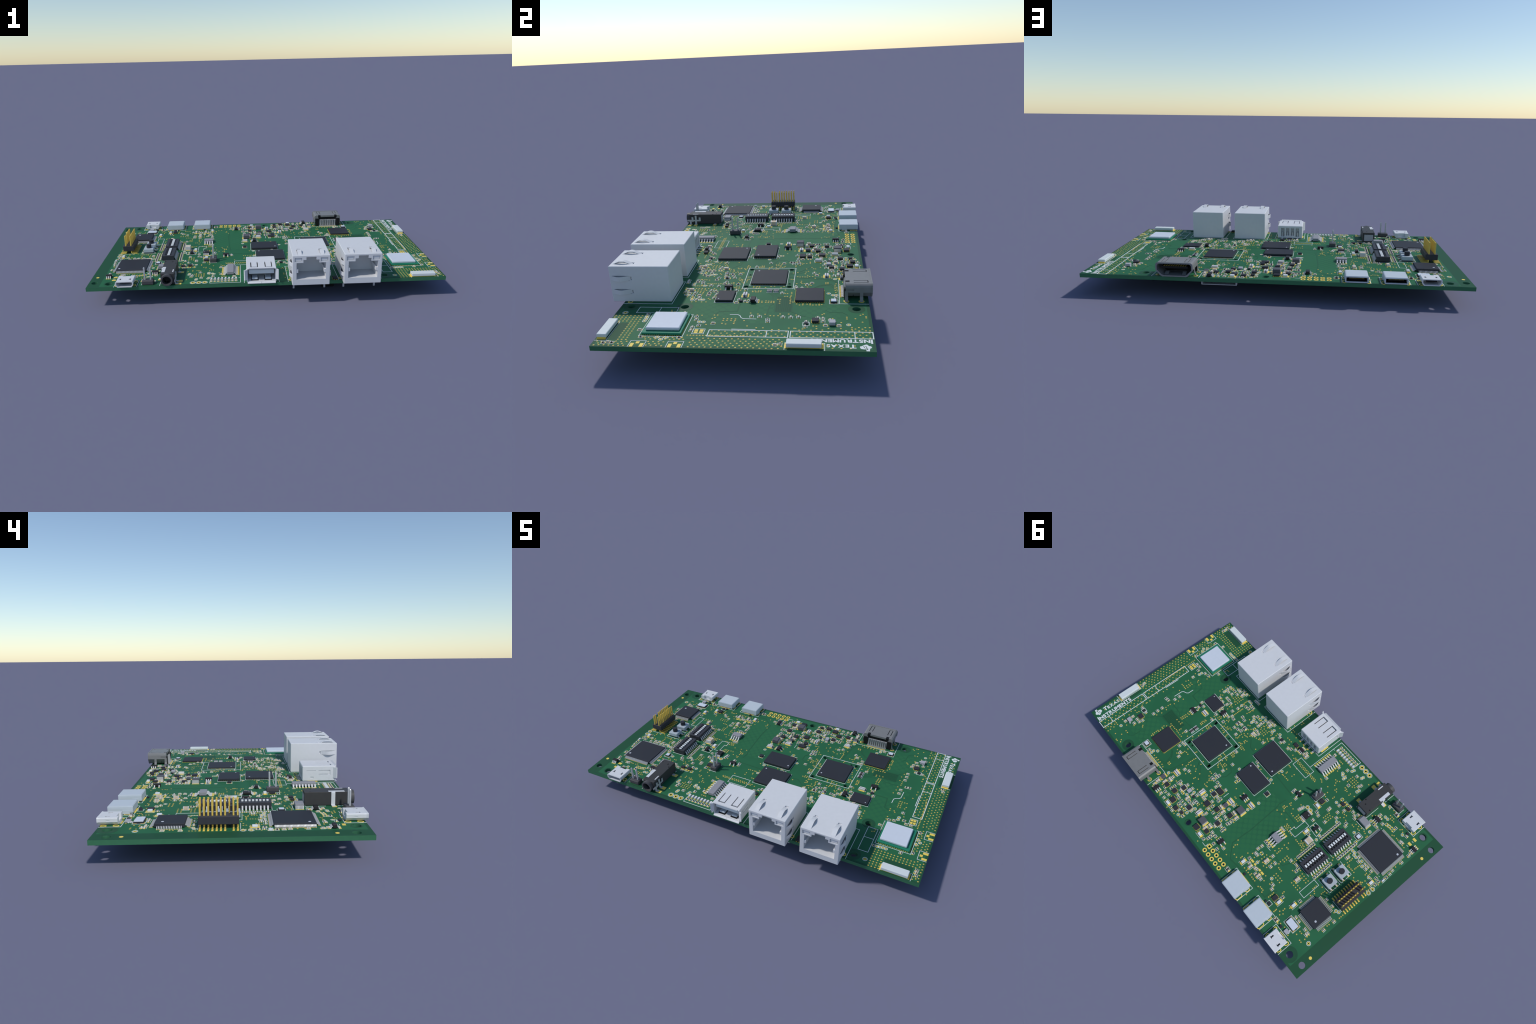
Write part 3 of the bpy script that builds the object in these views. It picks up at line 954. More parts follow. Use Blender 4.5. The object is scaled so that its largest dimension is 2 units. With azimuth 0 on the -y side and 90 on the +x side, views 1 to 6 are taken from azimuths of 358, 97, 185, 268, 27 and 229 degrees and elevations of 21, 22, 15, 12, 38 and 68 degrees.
# ------------------------------------------------------------------ slide switch banks
def switch_bank(x, y):
    b = Builder('switch')
    b.box(-0.038, 0.038, -0.074, 0.074, 0.004, 0.0335, 'switch', 0.0015)
    body = b.mesh('switch_bank')
    wells = Builder('switch')
    for i in range(8):
        t = (i - 3.5) * 0.01635
        wells.box(-0.0200, 0.0200, t - 0.0054, t + 0.0054, 0.0280, 0.2)
    o = place('switch_bank', carve(body, wells), x, y, TOP)
    k = Builder('black'); w = Builder('silk')
    for i in range(8):
        t = (i - 3.5) * 0.01635
        k.box(-0.0198, 0.0198, t - 0.0052, t + 0.0052, 0.0275, 0.0292)
        w.box(-0.0045, 0.0115, t - 0.0050, t + 0.0050, 0.0288, 0.0350, 'silk', 0.0008)
    place('well_floor', k.mesh('well_floor'), 0, 0, 0, 0, o)
    place('slider', w.mesh('slider'), 0, 0, 0, 0, o)
    k = Builder('terminal')
    for s, side in ((1, 0), (-1, 2)):
        for i in range(8):
            t = (i - 3.5) * 0.01635
            gull(k, side, t, 0.0072, 0.038, 0.017, 0.0155, 0.0032, 'terminal')
            pad(x + s * 0.0510, y + t, 0.012, 0.0085)
    place('lead', k.mesh('lead'), 0, 0, 0, 0, o)
switch_bank(-0.5935, 0.0985)
switch_bank(-0.5950, -0.0755)
for yc in (98.5, -75.5):
    silk([(-556, yc + 77), (-640, yc + 77)]); silk([(-556, yc - 76), (-640, yc - 76)])

# ------------------------------------------------------------------ push buttons
def push_button(x, y):
    b = Builder('key', 'switch')
    b.box(-0.031, 0.031, -0.031, 0.031, 0.0062, 0.0295, 'key', 0.0018)
    b.box(-0.029, 0.029, -0.030, 0.030, 0.0020, 0.0061, 'switch')
    o = place('push_button', b.mesh('push_button'), x, y, TOP)
    k = Builder('button')
    k.disc(0, 0, 0.0155, 0.0290, 0.0510, 28, None, 'z', False)
    k.disc(0, 0, 0.0145, 0.0510, 0.0525, 28, None, 'z', False)
    place('plunger', k.mesh('plunger'), 0, 0, 0, 0, o)
    k = Builder('terminal')
    for s, side in ((1, 0), (-1, 2)):
        for t in (-0.020, 0.020):
            gull(k, side, t, 0.009, 0.030, 0.006, 0.012, 0.0032, 'terminal')
            pad(x + s * 0.039, y + t, 0.014, 0.012)
    place('lead', k.mesh('lead'), 0, 0, 0, 0, o)
push_button(-0.7345, 0.1080)
push_button(-0.7370, 0.0220)
for yc in (108, 22):
    silk([(-688, yc + 38), (-781, yc + 38), (-781, yc - 38)]); silk([(-688, yc + 38), (-688, yc + 20)])
    silk([(-688, yc - 38), (-781, yc - 38)])

# ------------------------------------------------------------------ leaded small packages
two_row('integrated_circuit', -205, -345, 38, 126, 0.0215, (8, 8), 0.0163, 0.0225, 0.0075, 0, 'chip_grey')
two_row('integrated_circuit', -359, 176, 36, 60, 0.0215, (4, 4), 0.0163, 0.0260, 0.0075, 90, 'chip_grey')
two_row('integrated_circuit', -364, -42, 40, 38, 0.0150, (5, 5), 0.0072, 0.0130, 0.0040, 90, 'chip_brown', mark=(-0.010, 0.010))
two_row('integrated_circuit', -606, -275, 56, 40, 0.0235, (7, 7), 0.0056, 0.0090, 0.0036, 0, 'chip_grey')
silk([(-572, -246), (-642, -246)])
for x, y, rot, n in ((325, 533, 0, (2, 3)), (-175, 434, 0, (3, 2)), (-51, 168, 0, (2, 3)), (472, -73, 0, (2, 3)),
                     (604, 60, 90, (3, 2)), (-33, -289, 90, (3, 3)), (-644, -346, 90, (3, 3)), (-903, -384, 90, (3, 3))):
    s = 0.85 if x in (-33, -903) else 1.0
    two_row('transistor', x, y, 21 * s, 38 * s, 0.0175, n, 0.0122 * s, 0.0125, 0.0055, rot, 'chip_brown')
for x, y, rot in ((-238, -92, 90), (-457, -35, 0)):
    two_row('transistor', x, y, 18, 37, 0.0165, (1, 2), 0.0122, 0.0120, 0.0060, rot, 'chip_brown')

# ------------------------------------------------------------------ leadless small packages
for x, y, sx, sy, pads in ((302, 472, 24, 24, 3), (242, 460, 26, 26, 4), (223, 408, 24, 24, 3), (203, 500, 31, 31, 5),
                           (151, 516, 25, 25, 3), (104, 454, 26, 26, 3), (106, 506, 20, 17, 2), (141, 395, 14, 15, 0),
                           (57, 359, 32, 32, 5), (69, 256, 42, 31, 5), (79, 293, 24, 24, 3), (-8, 336, 26, 26, 3),
                           (-85, 300, 26, 26, 3), (-77, 384, 25, 25, 3), (-17, 490, 33, 31, 5), (-75, 460, 24, 24, 3),
                           (-117, 51, 22, 22, 3), (607, 6, 16, 15, 0), (99, -240, 17, 17, 0), (14, -285, 31, 22, 2),
                           (-357, -169, 28, 28, 4), (-404, 443, 13, 13, 0), (-592, 443, 11, 12, 0), (-614, 438, 18, 16, 0),
                           (-611, 393, 24, 31, 4), (-747, 464, 17, 14, 0), (-449, -254, 24, 20, 3), (-492, -257, 22, 18, 3),
                           (-816, -422, 15, 12, 0), (779, 339, 30, 28, 4), (802, 302, 15, 15, 0), (380, -505, 24, 34, 2)):
    bare_chip(x, y, sx, sy, 0.0105 if sx > 18 else 0.0075, 'chip', pads=pads, name='integrated_circuit')
for x, y, sx in ((-614, 438, 13), (802, 302, 13), (-77, 384, 17), (104, 454, 17), (223, 408, 16), (79, 293, 16), (-117, 51, 15)):
    silk([(x - sx, y - sx), (x + sx, y - sx), (x + sx, y + sx), (x - sx, y + sx)], 0.002, True)

def inductor(x, y, sx, sy, h, o='x'):
    b = Builder('ferrite', 'tin')
    b.box(-sx / 2, sx / 2, -sy / 2, sy / 2, 0.0015, h, 'ferrite', 0.0022)
    for s in (-1, 1):
        b.box(min(s * sx / 2, s * (sx / 2 + 0.0014)), max(s * sx / 2, s * (sx / 2 + 0.0014)), -sy / 2 * .9, sy / 2 * .9, 0.0012, h * 0.8, 'tin')
        d = s * (sx / 2 + 0.003)
        pad(x * U + (d if o == 'x' else 0), y * U + (d if o == 'y' else 0), *((.011, sy) if o == 'x' else (sy, .011)))
    place('inductor', b.mesh('inductor'), x * U, y * U, TOP, ANGLE[o])
inductor(-13, 441, 0.040, 0.040, 0.026, 'x')
inductor(-103, 235, 0.040, 0.040, 0.026, 'x')
inductor(358, 461, 0.025, 0.025, 0.014, 'y')
inductor(-19, 282, 0.025, 0.025, 0.014, 'y')
bare_chip(187, 394, 22, 24, 0.012, 'light_grey', name='sensor')
bare_chip(801, 407, 28, 25, 0.016, 'light_grey', name='sensor')
bare_chip(-786, 458, 26, 24, 0.011, 'light_grey', name='sensor')
for x, y in ((803, 398), (783, 418), (-797, 447), (-799, 455), (-793, 442)):
    b = Builder('terminal')
    b.box(-0.004, 0.004, -0.003, 0.003, 0.0008, 0.006, 'terminal', 0.0006)
    place('lead', b.mesh('lead'), x * U, y * U, TOP, 45)

def crystal(x, y, sx, sy, h):
    b = Builder('chip', 'lid')
    b.box(-sx / 2 * U, sx / 2 * U, -sy / 2 * U, sy / 2 * U, 0.0012, h * 0.6, 'chip')
    b.box((-sx / 2 + 2.6) * U, (sx / 2 - 2.6) * U, (-sy / 2 + 2.6) * U, (sy / 2 - 2.6) * U, h * 0.6, h, 'lid', 0.001)
    place('crystal', b.mesh('crystal'), x * U, y * U, TOP)
    for i in (-1, 1):
        for j in (-1, 1):
            pad((x + i * sx * 0.36) * U, (y + j * sy * 0.36) * U, sx * 0.36 * U, sy * 0.36 * U)
    silk([(x - sx / 2 - 5, y - sy / 2 - 5), (x + sx / 2 + 5, y - sy / 2 - 5), (x + sx / 2 + 5, y + sy / 2 + 5), (x - sx / 2 - 5, y + sy / 2 + 5)], 0.002, True)
crystal(-776, 411, 66, 43, 0.0115)
crystal(602, 415, 30, 28, 0.0110)
crystal(-648, -192, 27, 28, 0.0100)

# indicator lamps: pale lens on gold ends
b = Builder('lens', 'gold')
b.box(-0.0112, 0.0112, -0.0082, 0.0082, 0.0015, 0.0120, 'lens', 0.0015)
b.box(-0.0165, 0.0165, -0.0085, 0.0085, 0.0008, 0.0040, 'gold')
ME_LED = b.mesh('indicator_lamp')
for x, y, o in ((208, 533, 'x'), (-62, 501, 'x'), (-344, 406, 'y'), (-435, 19, 'y'), (-359, -132, 'x'), (-642, 392, 'y'),
                (-706, 341, 'y'), (-884, -67, 'y')):
    place('indicator_lamp', ME_LED, x * U, y * U, TOP, ANGLE[o])
    footprint(x * U, y * U, o, 0.0155, 0.010, 0.0165, 0.0135, 0.045)
for i in range(8):
    y0 = -173 - 19.7 * i
    pad(y0 * U, -0.4605, 0.0085, 0.026); pad(y0 * U, -0.4875, 0.0085, 0.021)
    b = Builder('lens')
    place('indicator_lamp', two_terminal('indicator_lamp', 0.019, 0.0090, 0.008, 'lens', band=0.18), y0 * U, -0.4605, TOP, 90)
    place('resistor', ME_RES, y0 * U, -0.4875, TOP, 90)
    for s in (-1, 1):
        silk([(y0 + s * 7.5, -450), (y0 + s * 7.5, -470)], 0.0017)
        silk([(y0 + s * 6.5, -479), (y0 + s * 6.5, -497)], 0.0017)
silk([(-148, -260), (-148, -514), (-319, -514), (-319, -470)])
silk([(-150, -446), (-159, -446)])

# low-inductance capacitors: two pale bars with a dark stripe, gold along the long sides
b = Builder('terminal', 'chip', 'gold')
for s in (-1, 1):
    b.box(-0.0165, 0.0165, min(s * .0016, s * .0095), max(s * .0016, s * .0095), 0.0010, 0.0125, 'terminal', 0.0012)
b.box(-0.0160, 0.0160, -0.0016, 0.0016, 0.0012, 0.0112, 'chip')
ME_ESL = b.mesh('filter_capacitor')
for x, y, o in ((329, 384, 'x'), (135, 341, 'y'), (46, 427, 'y'), (-20, 245, 'x'), (547, 16, 'x'), (-114, 168, 'x')):
    place('filter_capacitor', ME_ESL, x * U, y * U, TOP, ANGLE[o])
    for s in (-1, 1):
        dx, dy = (0, s * 0.0115) if o == 'x' else (s * 0.0115, 0)
        pad(x * U + dx, y * U + dy, 0.034, 0.011, ANGLE[o])
        dx, dy = (s * 21, 0) if o == 'x' else (0, s * 21)
        a, c = ((0, 15) if o == 'x' else (15, 0))
        silk([(x + dx - a, y + dy - c), (x + dx + a, y + dy + c)], 0.002)
for x, y, o in ((-424, 303, 'y'), (-613, 236, 'y')):
    footprint(x * U, y * U, o, 0.0135, 0.010, 0.0175, 0.0130, 0.032)
    place('capacitor', ME_BIGCAP, x * U, y * U, TOP, ANGLE[o])
place('capacitor', ME_TALLCAP, -0.487, 0.046, TOP, 90)
footprint(-0.487, 0.046, 'y', 0.0195, 0.012, 0.0330, 0.0215, 0.045)
# resistor ladders beside the switch banks
for x, y0, y1, n in ((-519, 151, 35, 9), (-664, 156, 36, 8), (-519, -20, -160, 10), (-668, -18, -150, 9)):
    for i in range(n):
        y = y0 + (y1 - y0) * i / (n - 1)
        footprint(x * U, y * U, 'x', 0.0070, 0.0062, 0.0074, 0.0073, 0.018)
        place('resistor', ME_RES, x * U, y * U, TOP, 0)

# resistor arrays by the processor
for x, y in ((498, 153), (498, 122)):
    b = Builder('resistor', 'terminal')
    b.box(-0.009, 0.009, -0.0115, 0.0115, 0.0008, 0.0058, 'resistor')
    for i in range(4):
        for s in (-1, 1):
            b.box(min(s * .0068, s * .0102), max(s * .0068, s * .0102), (i - 1.5) * 0.006 - 0.0019, (i - 1.5) * 0.006 + 0.0019, 0.0006, 0.0064, 'terminal')
    place('resistor_array', b.mesh('resistor_array'), x * U, y * U, TOP)
    silk([(x - 14, y - 13), (x - 14, y + 13)], 0.002); silk([(x + 14, y - 13), (x + 14, y + 13)], 0.002)
place('indicator_lamp', two_terminal('indicator_lamp', 0.019, 0.0090, 0.008, 'lens', band=0.18), -0.918, -0.129, TOP, 90)
footprint(-0.918, -0.129, 'y', 0.0095, 0.006, 0.009, 0.0085, 0.026)

# bare gold lands
for x, y, sx, sy in ((-374, 363, 20, 11), (-398, 364, 14, 11), (-440, 364, 14, 11), (-462, 364, 20, 11), (-866, -429, 22, 15),
                     (-865, -390, 22, 15), (880, -113, 13, 15), (881, -134, 13, 15), (865, -113, 13, 15), (865, -135, 13, 15),
                     (984, -175, 26, 14), (984, -212, 26, 14), (966, -194, 15, 14), (984, -324, 26, 14), (984, -363, 26, 14),
                     (966, -344, 15, 14)):
    pad(x * U, y * U, sx * U, sy * U)
for y in (-194, -344):
    silk([(998, y + 31), (953, y + 31), (953, y - 31), (998, y - 31)])
silk_box(854, 893, -148, -101)

# ------------------------------------------------------------------ printed legend
for y0, y1, split in ((244, 562, 493), (-83, 235, 150)):
    silk([(909.5, y1), (909.5, y0), (860, y0), (860, y1)], 0.0036, True)
    silk([(909, split), (860, split)], 0.0032)
silk([(853, 103), (852, 5)], 0.0032)
silk([(766, 95), (764, 40), (757, 30), (738, 22), (730, 12), (729, -23)], 0.0032)
silk([(671, -260), (723, -260), (723, -436), (671, -436)], 0.0023, True)
silk([(671, -338), (723, -338)])
silk_box(-183, -67, -256, -190)
silk([(-385, -14), (-420, -14), (-420, 91), (-371, 91), (-371, 56), (-385, 56)], 0.0023, True)
silk([(-430, -57), (-486, -57), (-496, -6), (-478, -6), (-429, -11)], 0.0022, True)
silk_box(-711, -672, 164, 272)
silk([(-111, 518), (-138, 518), (-138, 497)])
silk([(30, 262), (30, 223)]); silk([(-359, 249), (-392, 249)], 0.002)
silk([(-862, -411), (-874, -411)]); silk([(-858, -372), (-870, -372)])

def legend(text, x, y, size, stretch=1.0):
    """Printed word running towards -y with its top towards +x; first letter taller."""
    pos = 0.0
    for i, ch in enumerate(text):
        cu = bpy.data.curves.new('helper_text', 'FONT')
        cu.body = ch
        cu.size = size * (1.28 if i == 0 else 1.0)
        cu.offset = size * 0.042
        ob = bpy.data.objects.new('helper_text', cu)
        SC.collection.objects.link(ob)
        bpy.context.view_layer.update()
        me = bpy.data.meshes.new_from_object(ob.evaluated_get(bpy.context.evaluated_depsgraph_get()))
        xs = [v.co.x for v in me.vertices]
        x0, w = min(xs), max(xs) - min(xs)
        z = ZS + lift()
        vs = [(x + v.co.y, y - pos - (v.co.x - x0) * stretch, z) for v in me.vertices]
        SILK.at()
        SILK._add(vs, [list(p.vertices) for p in me.polygons], 'silk')
        pos += w * stretch + size * 0.07
        bpy.data.objects.remove(ob)
        bpy.data.curves.remove(cu)
        bpy.data.meshes.remove(me)
    return pos
legend('TEXAS', 0.9545, 0.494, 0.0275, 1.08)
legend('INSTRUMENTS', 0.9170, 0.557, 0.0305, 1.10)
# state-shaped emblem
emblem = [(996, 541), (996, 529), (985, 529), (984, 522), (981, 510), (972, 507), (965, 507), (963, 513), (957, 520), (952, 527),
          (950, 534), (956, 537), (961, 541), (962, 547), (969, 551), (975, 548), (979, 543)]
SILK.at().prism([(a * U, c * U) for a, c in emblem], TOP - 0.001, ZS + lift())
TRACE.at().line([(0.988, 0.533), (0.968, 0.531), (0.962, 0.527)], 0.0026, ZS, ZS + 0.0005, 'trace')
TRACE.at().line([(0.982, 0.537), (0.981, 0.524)], 0.0024, ZS, ZS + 0.00055, 'trace')
TRACE.at().line([(0.975, 0.523), (0.962, 0.521)], 0.0024, ZS, ZS + 0.00052, 'trace')

# ------------------------------------------------------------------ traces under the mask
for w, pts in ((6, [(-288, 453), (-277, 444), (-220, 387), (-227, 261), (-216, 52), (-209, 39), (-215, -12)]),
               (6, [(-215, -49), (-203, -59), (-10, -67)]),
               (5, [(-233, 69), (-243, 69), (-273, 36), (-362, 38), (-418, -21), (-418, -40), (-426, -97)]),
               (8, [(-288, 453), (-366, 443), (-379, 431), (-481, 432), (-487, 437), (-572, 434), (-577, 376), (-590, 363)]),
               (5, [(281, -93), (222, -97), (181, -59), (149, -59)]),
               (6, [(728, -84), (704, -76), (697, 4), (627, 5)]),
               (5, [(751, 134), (648, 138), (630, 151), (487, 137)]),
               (5, [(738, 298), (730, 275), (698, 239), (567, 235)]),
               (5, [(472, 423), (425, 399), (440, 351), (474, 319)]),
               (5, [(460, 430), (415, 405), (430, 352), (465, 318)]),
               (6, [(409, 438), (378, 413), (363, 368), (355, 313), (346, 249), (334, 181)]),
               (5, [(399, 438), (366, 413), (351, 368), (343, 313), (336, 260)]),
               (5, [(273, 278), (299, 244), (300, 139)]),
               (5, [(203, 310), (277, 246), (293, 192)]),
               (5, [(153, 210), (124, 174), (125, 130), (150, 116), (197, 114), (230, 147)]),
               (4, [(-440, 250), (-500, 250), (-520, 200), (-560, 200)]),
               (9, [(905, 96), (917, 60), (917, -70), (935, -100), (935, -160)]),
               (5, [(-590, 380), (-620, 370), (-640, 350)]),
               (5, [(-720, 372), (-735, 390), (-735, 420)]),
               (4, [(-400, -190), (-420, -170), (-420, -60)]),
               (7, [(-560, -250), (-560, -215), (-535, -200), (-535, -180)]),
               (3, [(770, 470), (720, 470), (700, 450), (700, 400), (680, 380)])):
    trace(pts, w * U)
for i in range(9):          # bundle of fine traces leaving the display chip
    trace([(735 - 4 * i, 214 - 6 * i), (690 - 4 * i, 222 - 8 * i), (585 - 4 * i, 224 - 10 * i), (492, 160 - 7 * i)], 0.0016)

# ------------------------------------------------------------------ underside
def card_socket():
    b = Builder('tin')
    b.box(-0.0925, 0.0925, -0.090, 0.090, -0.024, -0.0005, 'tin', 0.001)
    body = b.mesh('card_socket')
    cav = Builder('tin')
    cav.box(-0.086, 0.086, -0.070, 0.2, -0.0200, -0.0045)
    place('card_socket', carve(body, cav), 0.2755, 0.450, BOT)
card_socket()

def under_connector(x, y):
    """Tall receptacle on the lower face: the lowest part of the board."""
    b = Builder('black')
    b.box(-0.037, 0.037, -0.080, 0.080, -BOT, -0.0015, 'black', 0.002)
    body = b.mesh('receptacle')
    slot = Builder('black')
    slot.box(-0.020, 0.020, -0.070, 0.070, -0.2, -0.040)
    o = place('receptacle', carve(body, slot), x, y, BOT)
    k = Builder('tin')
    for i in range(20):
        for s in (-1, 1):
            t = (i - 9.5) * 0.0070
            k.box(min(s * .035, s * .047), max(s * .035, s * .047), t - 0.0018, t + 0.0018, -0.0030, -0.0008, 'tin')
    place('lead', k.mesh('lead'), 0, 0, 0, 0, o, True)
under_connector(0.367, -0.270)

# ------------------------------------------------------------------ regular via fields
via_grid('radio_ground', 750, 806, -516, -447, 16.3, 16.3, False)
via_grid('radio_ground', 750, 950, -432, -385, 16.3, 16.3, False)
via_grid('antenna_edge', 928, 990, -140, 218, 15.5, 23, True, jitter=2)
via_grid('antenna_edge', 958, 990, -305, -240, 14, 20, True, jitter=2)
via_grid('antenna_edge', 926, 950, -330, -165, 13, 19, True, jitter=2)
via_grid('antenna_edge', 962, 992, -512, -392, 14, 20, True, jitter=2)
vias('feed_line', [(905 - 2 * max(0, i - 15), -162 + 12.5 * i) for i in range(20)])
via_grid('legend_box', 868, 904, 254, 556, 16.5, 27, True, jitter=2.5)
via_grid('legend_box', 868, 904, -72, 228, 16.5, 27, True, jitter=2.5)
via_grid('logo_edge', 962, 986, 388, 505, 20, 34, True, jitter=2)
via_grid('regulator_ground', -452, -388, 272, 340, 18, 17.5, True)
via_grid('controller_ground', -466, -424, -155, -105, 14.5, 14.5, True)
via_grid('logo_rows', 836, 851, 255, 530, 15, 46, True, jitter=3)


# ------------------------------------------------------------------ part placement, zone by zone

# ---- vias
vias('power_stage', [
    (350, 329), (330, 316), (330, 301), (337, 290), (336, 279), (335, 267), (316, 291), (298, 279), (276,
    282), (266, 293), (237, 283), (235, 318), (236, 328), (215, 309), (214, 352), (166, 352), (166, 299),
    (153, 299), (144, 298), (166, 281), (167, 266), (160, 256), (175, 259), (191, 248), (209, 227), (196,
    227), (291, 348), (273, 324), (414, 390), (415, 380), (403, 380), (402, 390), (421, 443), (430, 423),
    (414, 428), (213, 167), (217, 158), (215, 146), (202, 149), (194, 138), (196, 127), (182, 125), (182,
    137), (190, 149), (202, 172), (180, 153), (160, 140), (25, 171), (-228, 353), (-240, 383), (-246, 372),
    (-244, 397), (-87, 534), (-252, 455), (-279, 420), (-300, 420), (282, 241), (288, 220), (-214, 478), (132,
    544)])
vias('power_stage', [
    (189, 554), (336, 361), (348, 408), (351, 434), (330, 370), (288, 418), (298, 457), (322, 495), (277,
    544), (228, 494), (194, 429), (204, 426), (144, 419), (133, 488), (163, 497), (136, 529), (95, 531), (81,
    505), (84, 410), (84, 398), (81, 382), (60, 383), (37, 386), (82, 321), (56, 310), (25, 331), (12, 368),
    (-12, 209), (-22, 209), (-51, 229), (-64, 228), (-130, 309), (-102, 462), (-129, 468), (36, 456), (24,
    440), (-72, 437), (-136, 373)])
vias('network_fan_out', [
    (589, -139), (580, -148), (615, -152), (615, -172), (614, -198), (615, -217), (565, -129), (555, -122),
    (533, -186), (519, -186), (504, -186), (489, -184), (475, -186), (475, -170), (518, -201), (505, -201),
    (490, -201), (475, -201), (505, -215), (491, -216), (476, -215), (475, -229), (494, -176), (487, -131),
    (488, -143), (475, -142), (421, -122), (422, -133), (422, -145), (422, -155), (421, -165), (422, -175),
    (421, -185), (446, -209), (447, -220), (446, -230), (447, -241), (379, -187), (376, -201), (375, -211),
    (376, -223), (370, -228), (310, -141), (299, -148), (334, -172), (276, -138), (283, -124), (439, -211),
    (442, -183), (481, -112), (564, -250), (579, -212), (525, -278), (506, -279), (489, -278), (469, -278),
    (435, -162)])
vias('jack_fan_out', [
    (259, -194), (244, -195), (245, -211), (238, -215), (238, -230), (238, -185), (223, -186), (208, -187),
    (194, -186), (193, -171), (226, -203), (209, -203), (194, -201), (194, -215), (219, -223), (223, -171),
    (208, -171), (168, -281), (149, -245), (144, -231), (165, -218), (166, -208), (142, -214), (164, -177),
    (156, -172), (144, -170), (150, -189), (173, -151), (184, -137), (194, -142), (192, -131), (208, -126),
    (222, -122), (231, -113), (243, -103), (265, -103), (249, -88), (258, -85), (268, -83), (280, -87), (267,
    -64), (287, -71), (287, -58), (283, -47), (282, -37), (289, -30), (251, -25), (242, -29), (234, -34),
    (231, -21), (217, -21), (205, -21), (193, -19), (206, -9), (218, -9), (237, -53), (238, -63), (228, -68),
    (228, -50), (246, -281)])
vias('jack_fan_out', [
    (226, -282), (208, -280), (153, -145), (151, -153)])
vias('processor_escape', [
    (255, 92), (244, 92), (231, 93), (269, 116), (260, 122), (254, 116), (244, 116), (243, 128), (244, 138),
    (231, 132), (220, 127), (230, 141), (220, 104), (219, 93), (208, 105), (224, 64), (223, 53), (222, 42),
    (211, 42), (211, 53), (211, 63), (199, 53), (199, 63), (468, 67), (468, 56), (455, 55), (458, 42), (448,
    42), (457, 71), (448, 59), (447, 69), (459, 99), (449, 124), (445, 140), (418, -12), (403, -15), (398,
    -23), (406, -38), (398, 1), (380, 1), (366, 1), (366, 9), (367, -12), (371, -25), (383, -24), (381, -35),
    (366, -31), (365, -42), (351, -40), (338, 13), (340, 2), (340, -8), (420, -59), (413, -71), (406, -61)])
vias('processor_side', [
    (506, 81), (508, 70), (508, 60), (507, 45), (496, 82), (497, 71), (498, 55), (499, 43), (455, -26), (455,
    -39), (469, -26), (469, -38), (462, -47), (493, -15), (477, -12), (498, 7), (152, -76), (29, -19), (-41,
    -15), (-88, -19), (-51, -86), (-61, -86), (-78, -98), (-86, -99), (-100, -100), (-114, -100), (-126,
    -100), (-85, -130), (-86, -121), (-60, -166), (333, 243), (336, 255), (367, 223), (364, 213), (462, 172),
    (446, 185)])
vias('port_side', [
    (193, -232), (86, -277), (70, -277), (53, -277), (49, -256), (41, -240), (55, -318), (71, -337), (-22,
    -227), (-42, -218), (-48, -228), (-56, -219), (-60, -227), (-190, -227), (-196, -218), (-204, -226),
    (-210, -217), (-216, -228), (-222, -218), (-229, -227), (-235, -218), (-71, -165), (-104, -188), (-52,
    -97), (-123, -135), (-124, -152), (-183, -170), (-245, -257), (-254, -257), (-264, -249), (-306, -323),
    (-318, -324), (-321, -310), (-329, -295), (-329, -334), (-309, -257), (-335, -232), (-353, -288), (-352,
    -276), (-366, -276), (-333, -214), (-347, -206), (-382, -244), (-382, -232), (-231, -424), (-242, -424),
    (-255, -424), (-271, -369), (-255, -348)])
vias('codec_side', [
    (-359, -370), (-358, -384), (-358, -398), (-358, -413), (-374, -384), (-373, -399), (-373, -413), (-388,
    -384), (-388, -399), (-388, -414), (-403, -384), (-403, -399), (-402, -414), (-403, -369), (-415, -378),
    (-380, -333), (-391, -333), (-392, -322), (-403, -326), (-428, -319), (-428, -331), (-454, -338), (-454,
    -455), (-248, -14), (-249, -24), (-259, -13), (-238, 29), (-237, 19), (-248, 20), (-250, 9), (-250, 30),
    (-284, -9), (-295, -61), (-73, -227), (-87, -228), (-99, -227), (-113, -228), (-126, -227), (-138, -227),
    (-151, -228), (-164, -228), (-176, -227), (-80, -217), (-93, -218), (-106, -217), (-119, -217), (-132,
    -217), (-145, -218), (-158, -217), (-171, -218), (-310, -389), (-325, -388), (101, -419), (102, -404),
    (113, -419), (124, -363), (125, -330), (105, -467), (131, -474), (105, -337)])
vias('codec_side', [
    (92, -336), (101, -321)])
vias('regulator_side', [
    (-231, 68), (-260, 41), (-266, 63), (-300, 16), (-316, 18), (-333, 17), (-333, 4), (-332, -9), (-346, -9),
    (-346, 4), (-346, 17), (-358, 17), (-360, 4), (-309, 59), (-333, 76), (-346, 76), (-339, 86), (-333, 97),
    (-346, 97), (-353, 87), (-360, 76), (-359, 98), (-372, 98), (-386, 97), (-398, 98), (-372, 76), (-372,
    56), (-436, 97), (-448, 97), (-462, 98), (-475, 98), (-488, 98), (-501, 98), (-500, 112), (-469, 87),
    (-483, 86), (-475, 78), (-494, 86), (-460, 77), (-423, 142), (-417, 167), (-437, 166), (-448, 166), (-424,
    190), (-413, 204), (-408, 229), (-427, 229), (-427, 217), (-427, 206), (-322, 356), (-340, 337), (-317,
    393), (-318, 403), (-365, 343)])
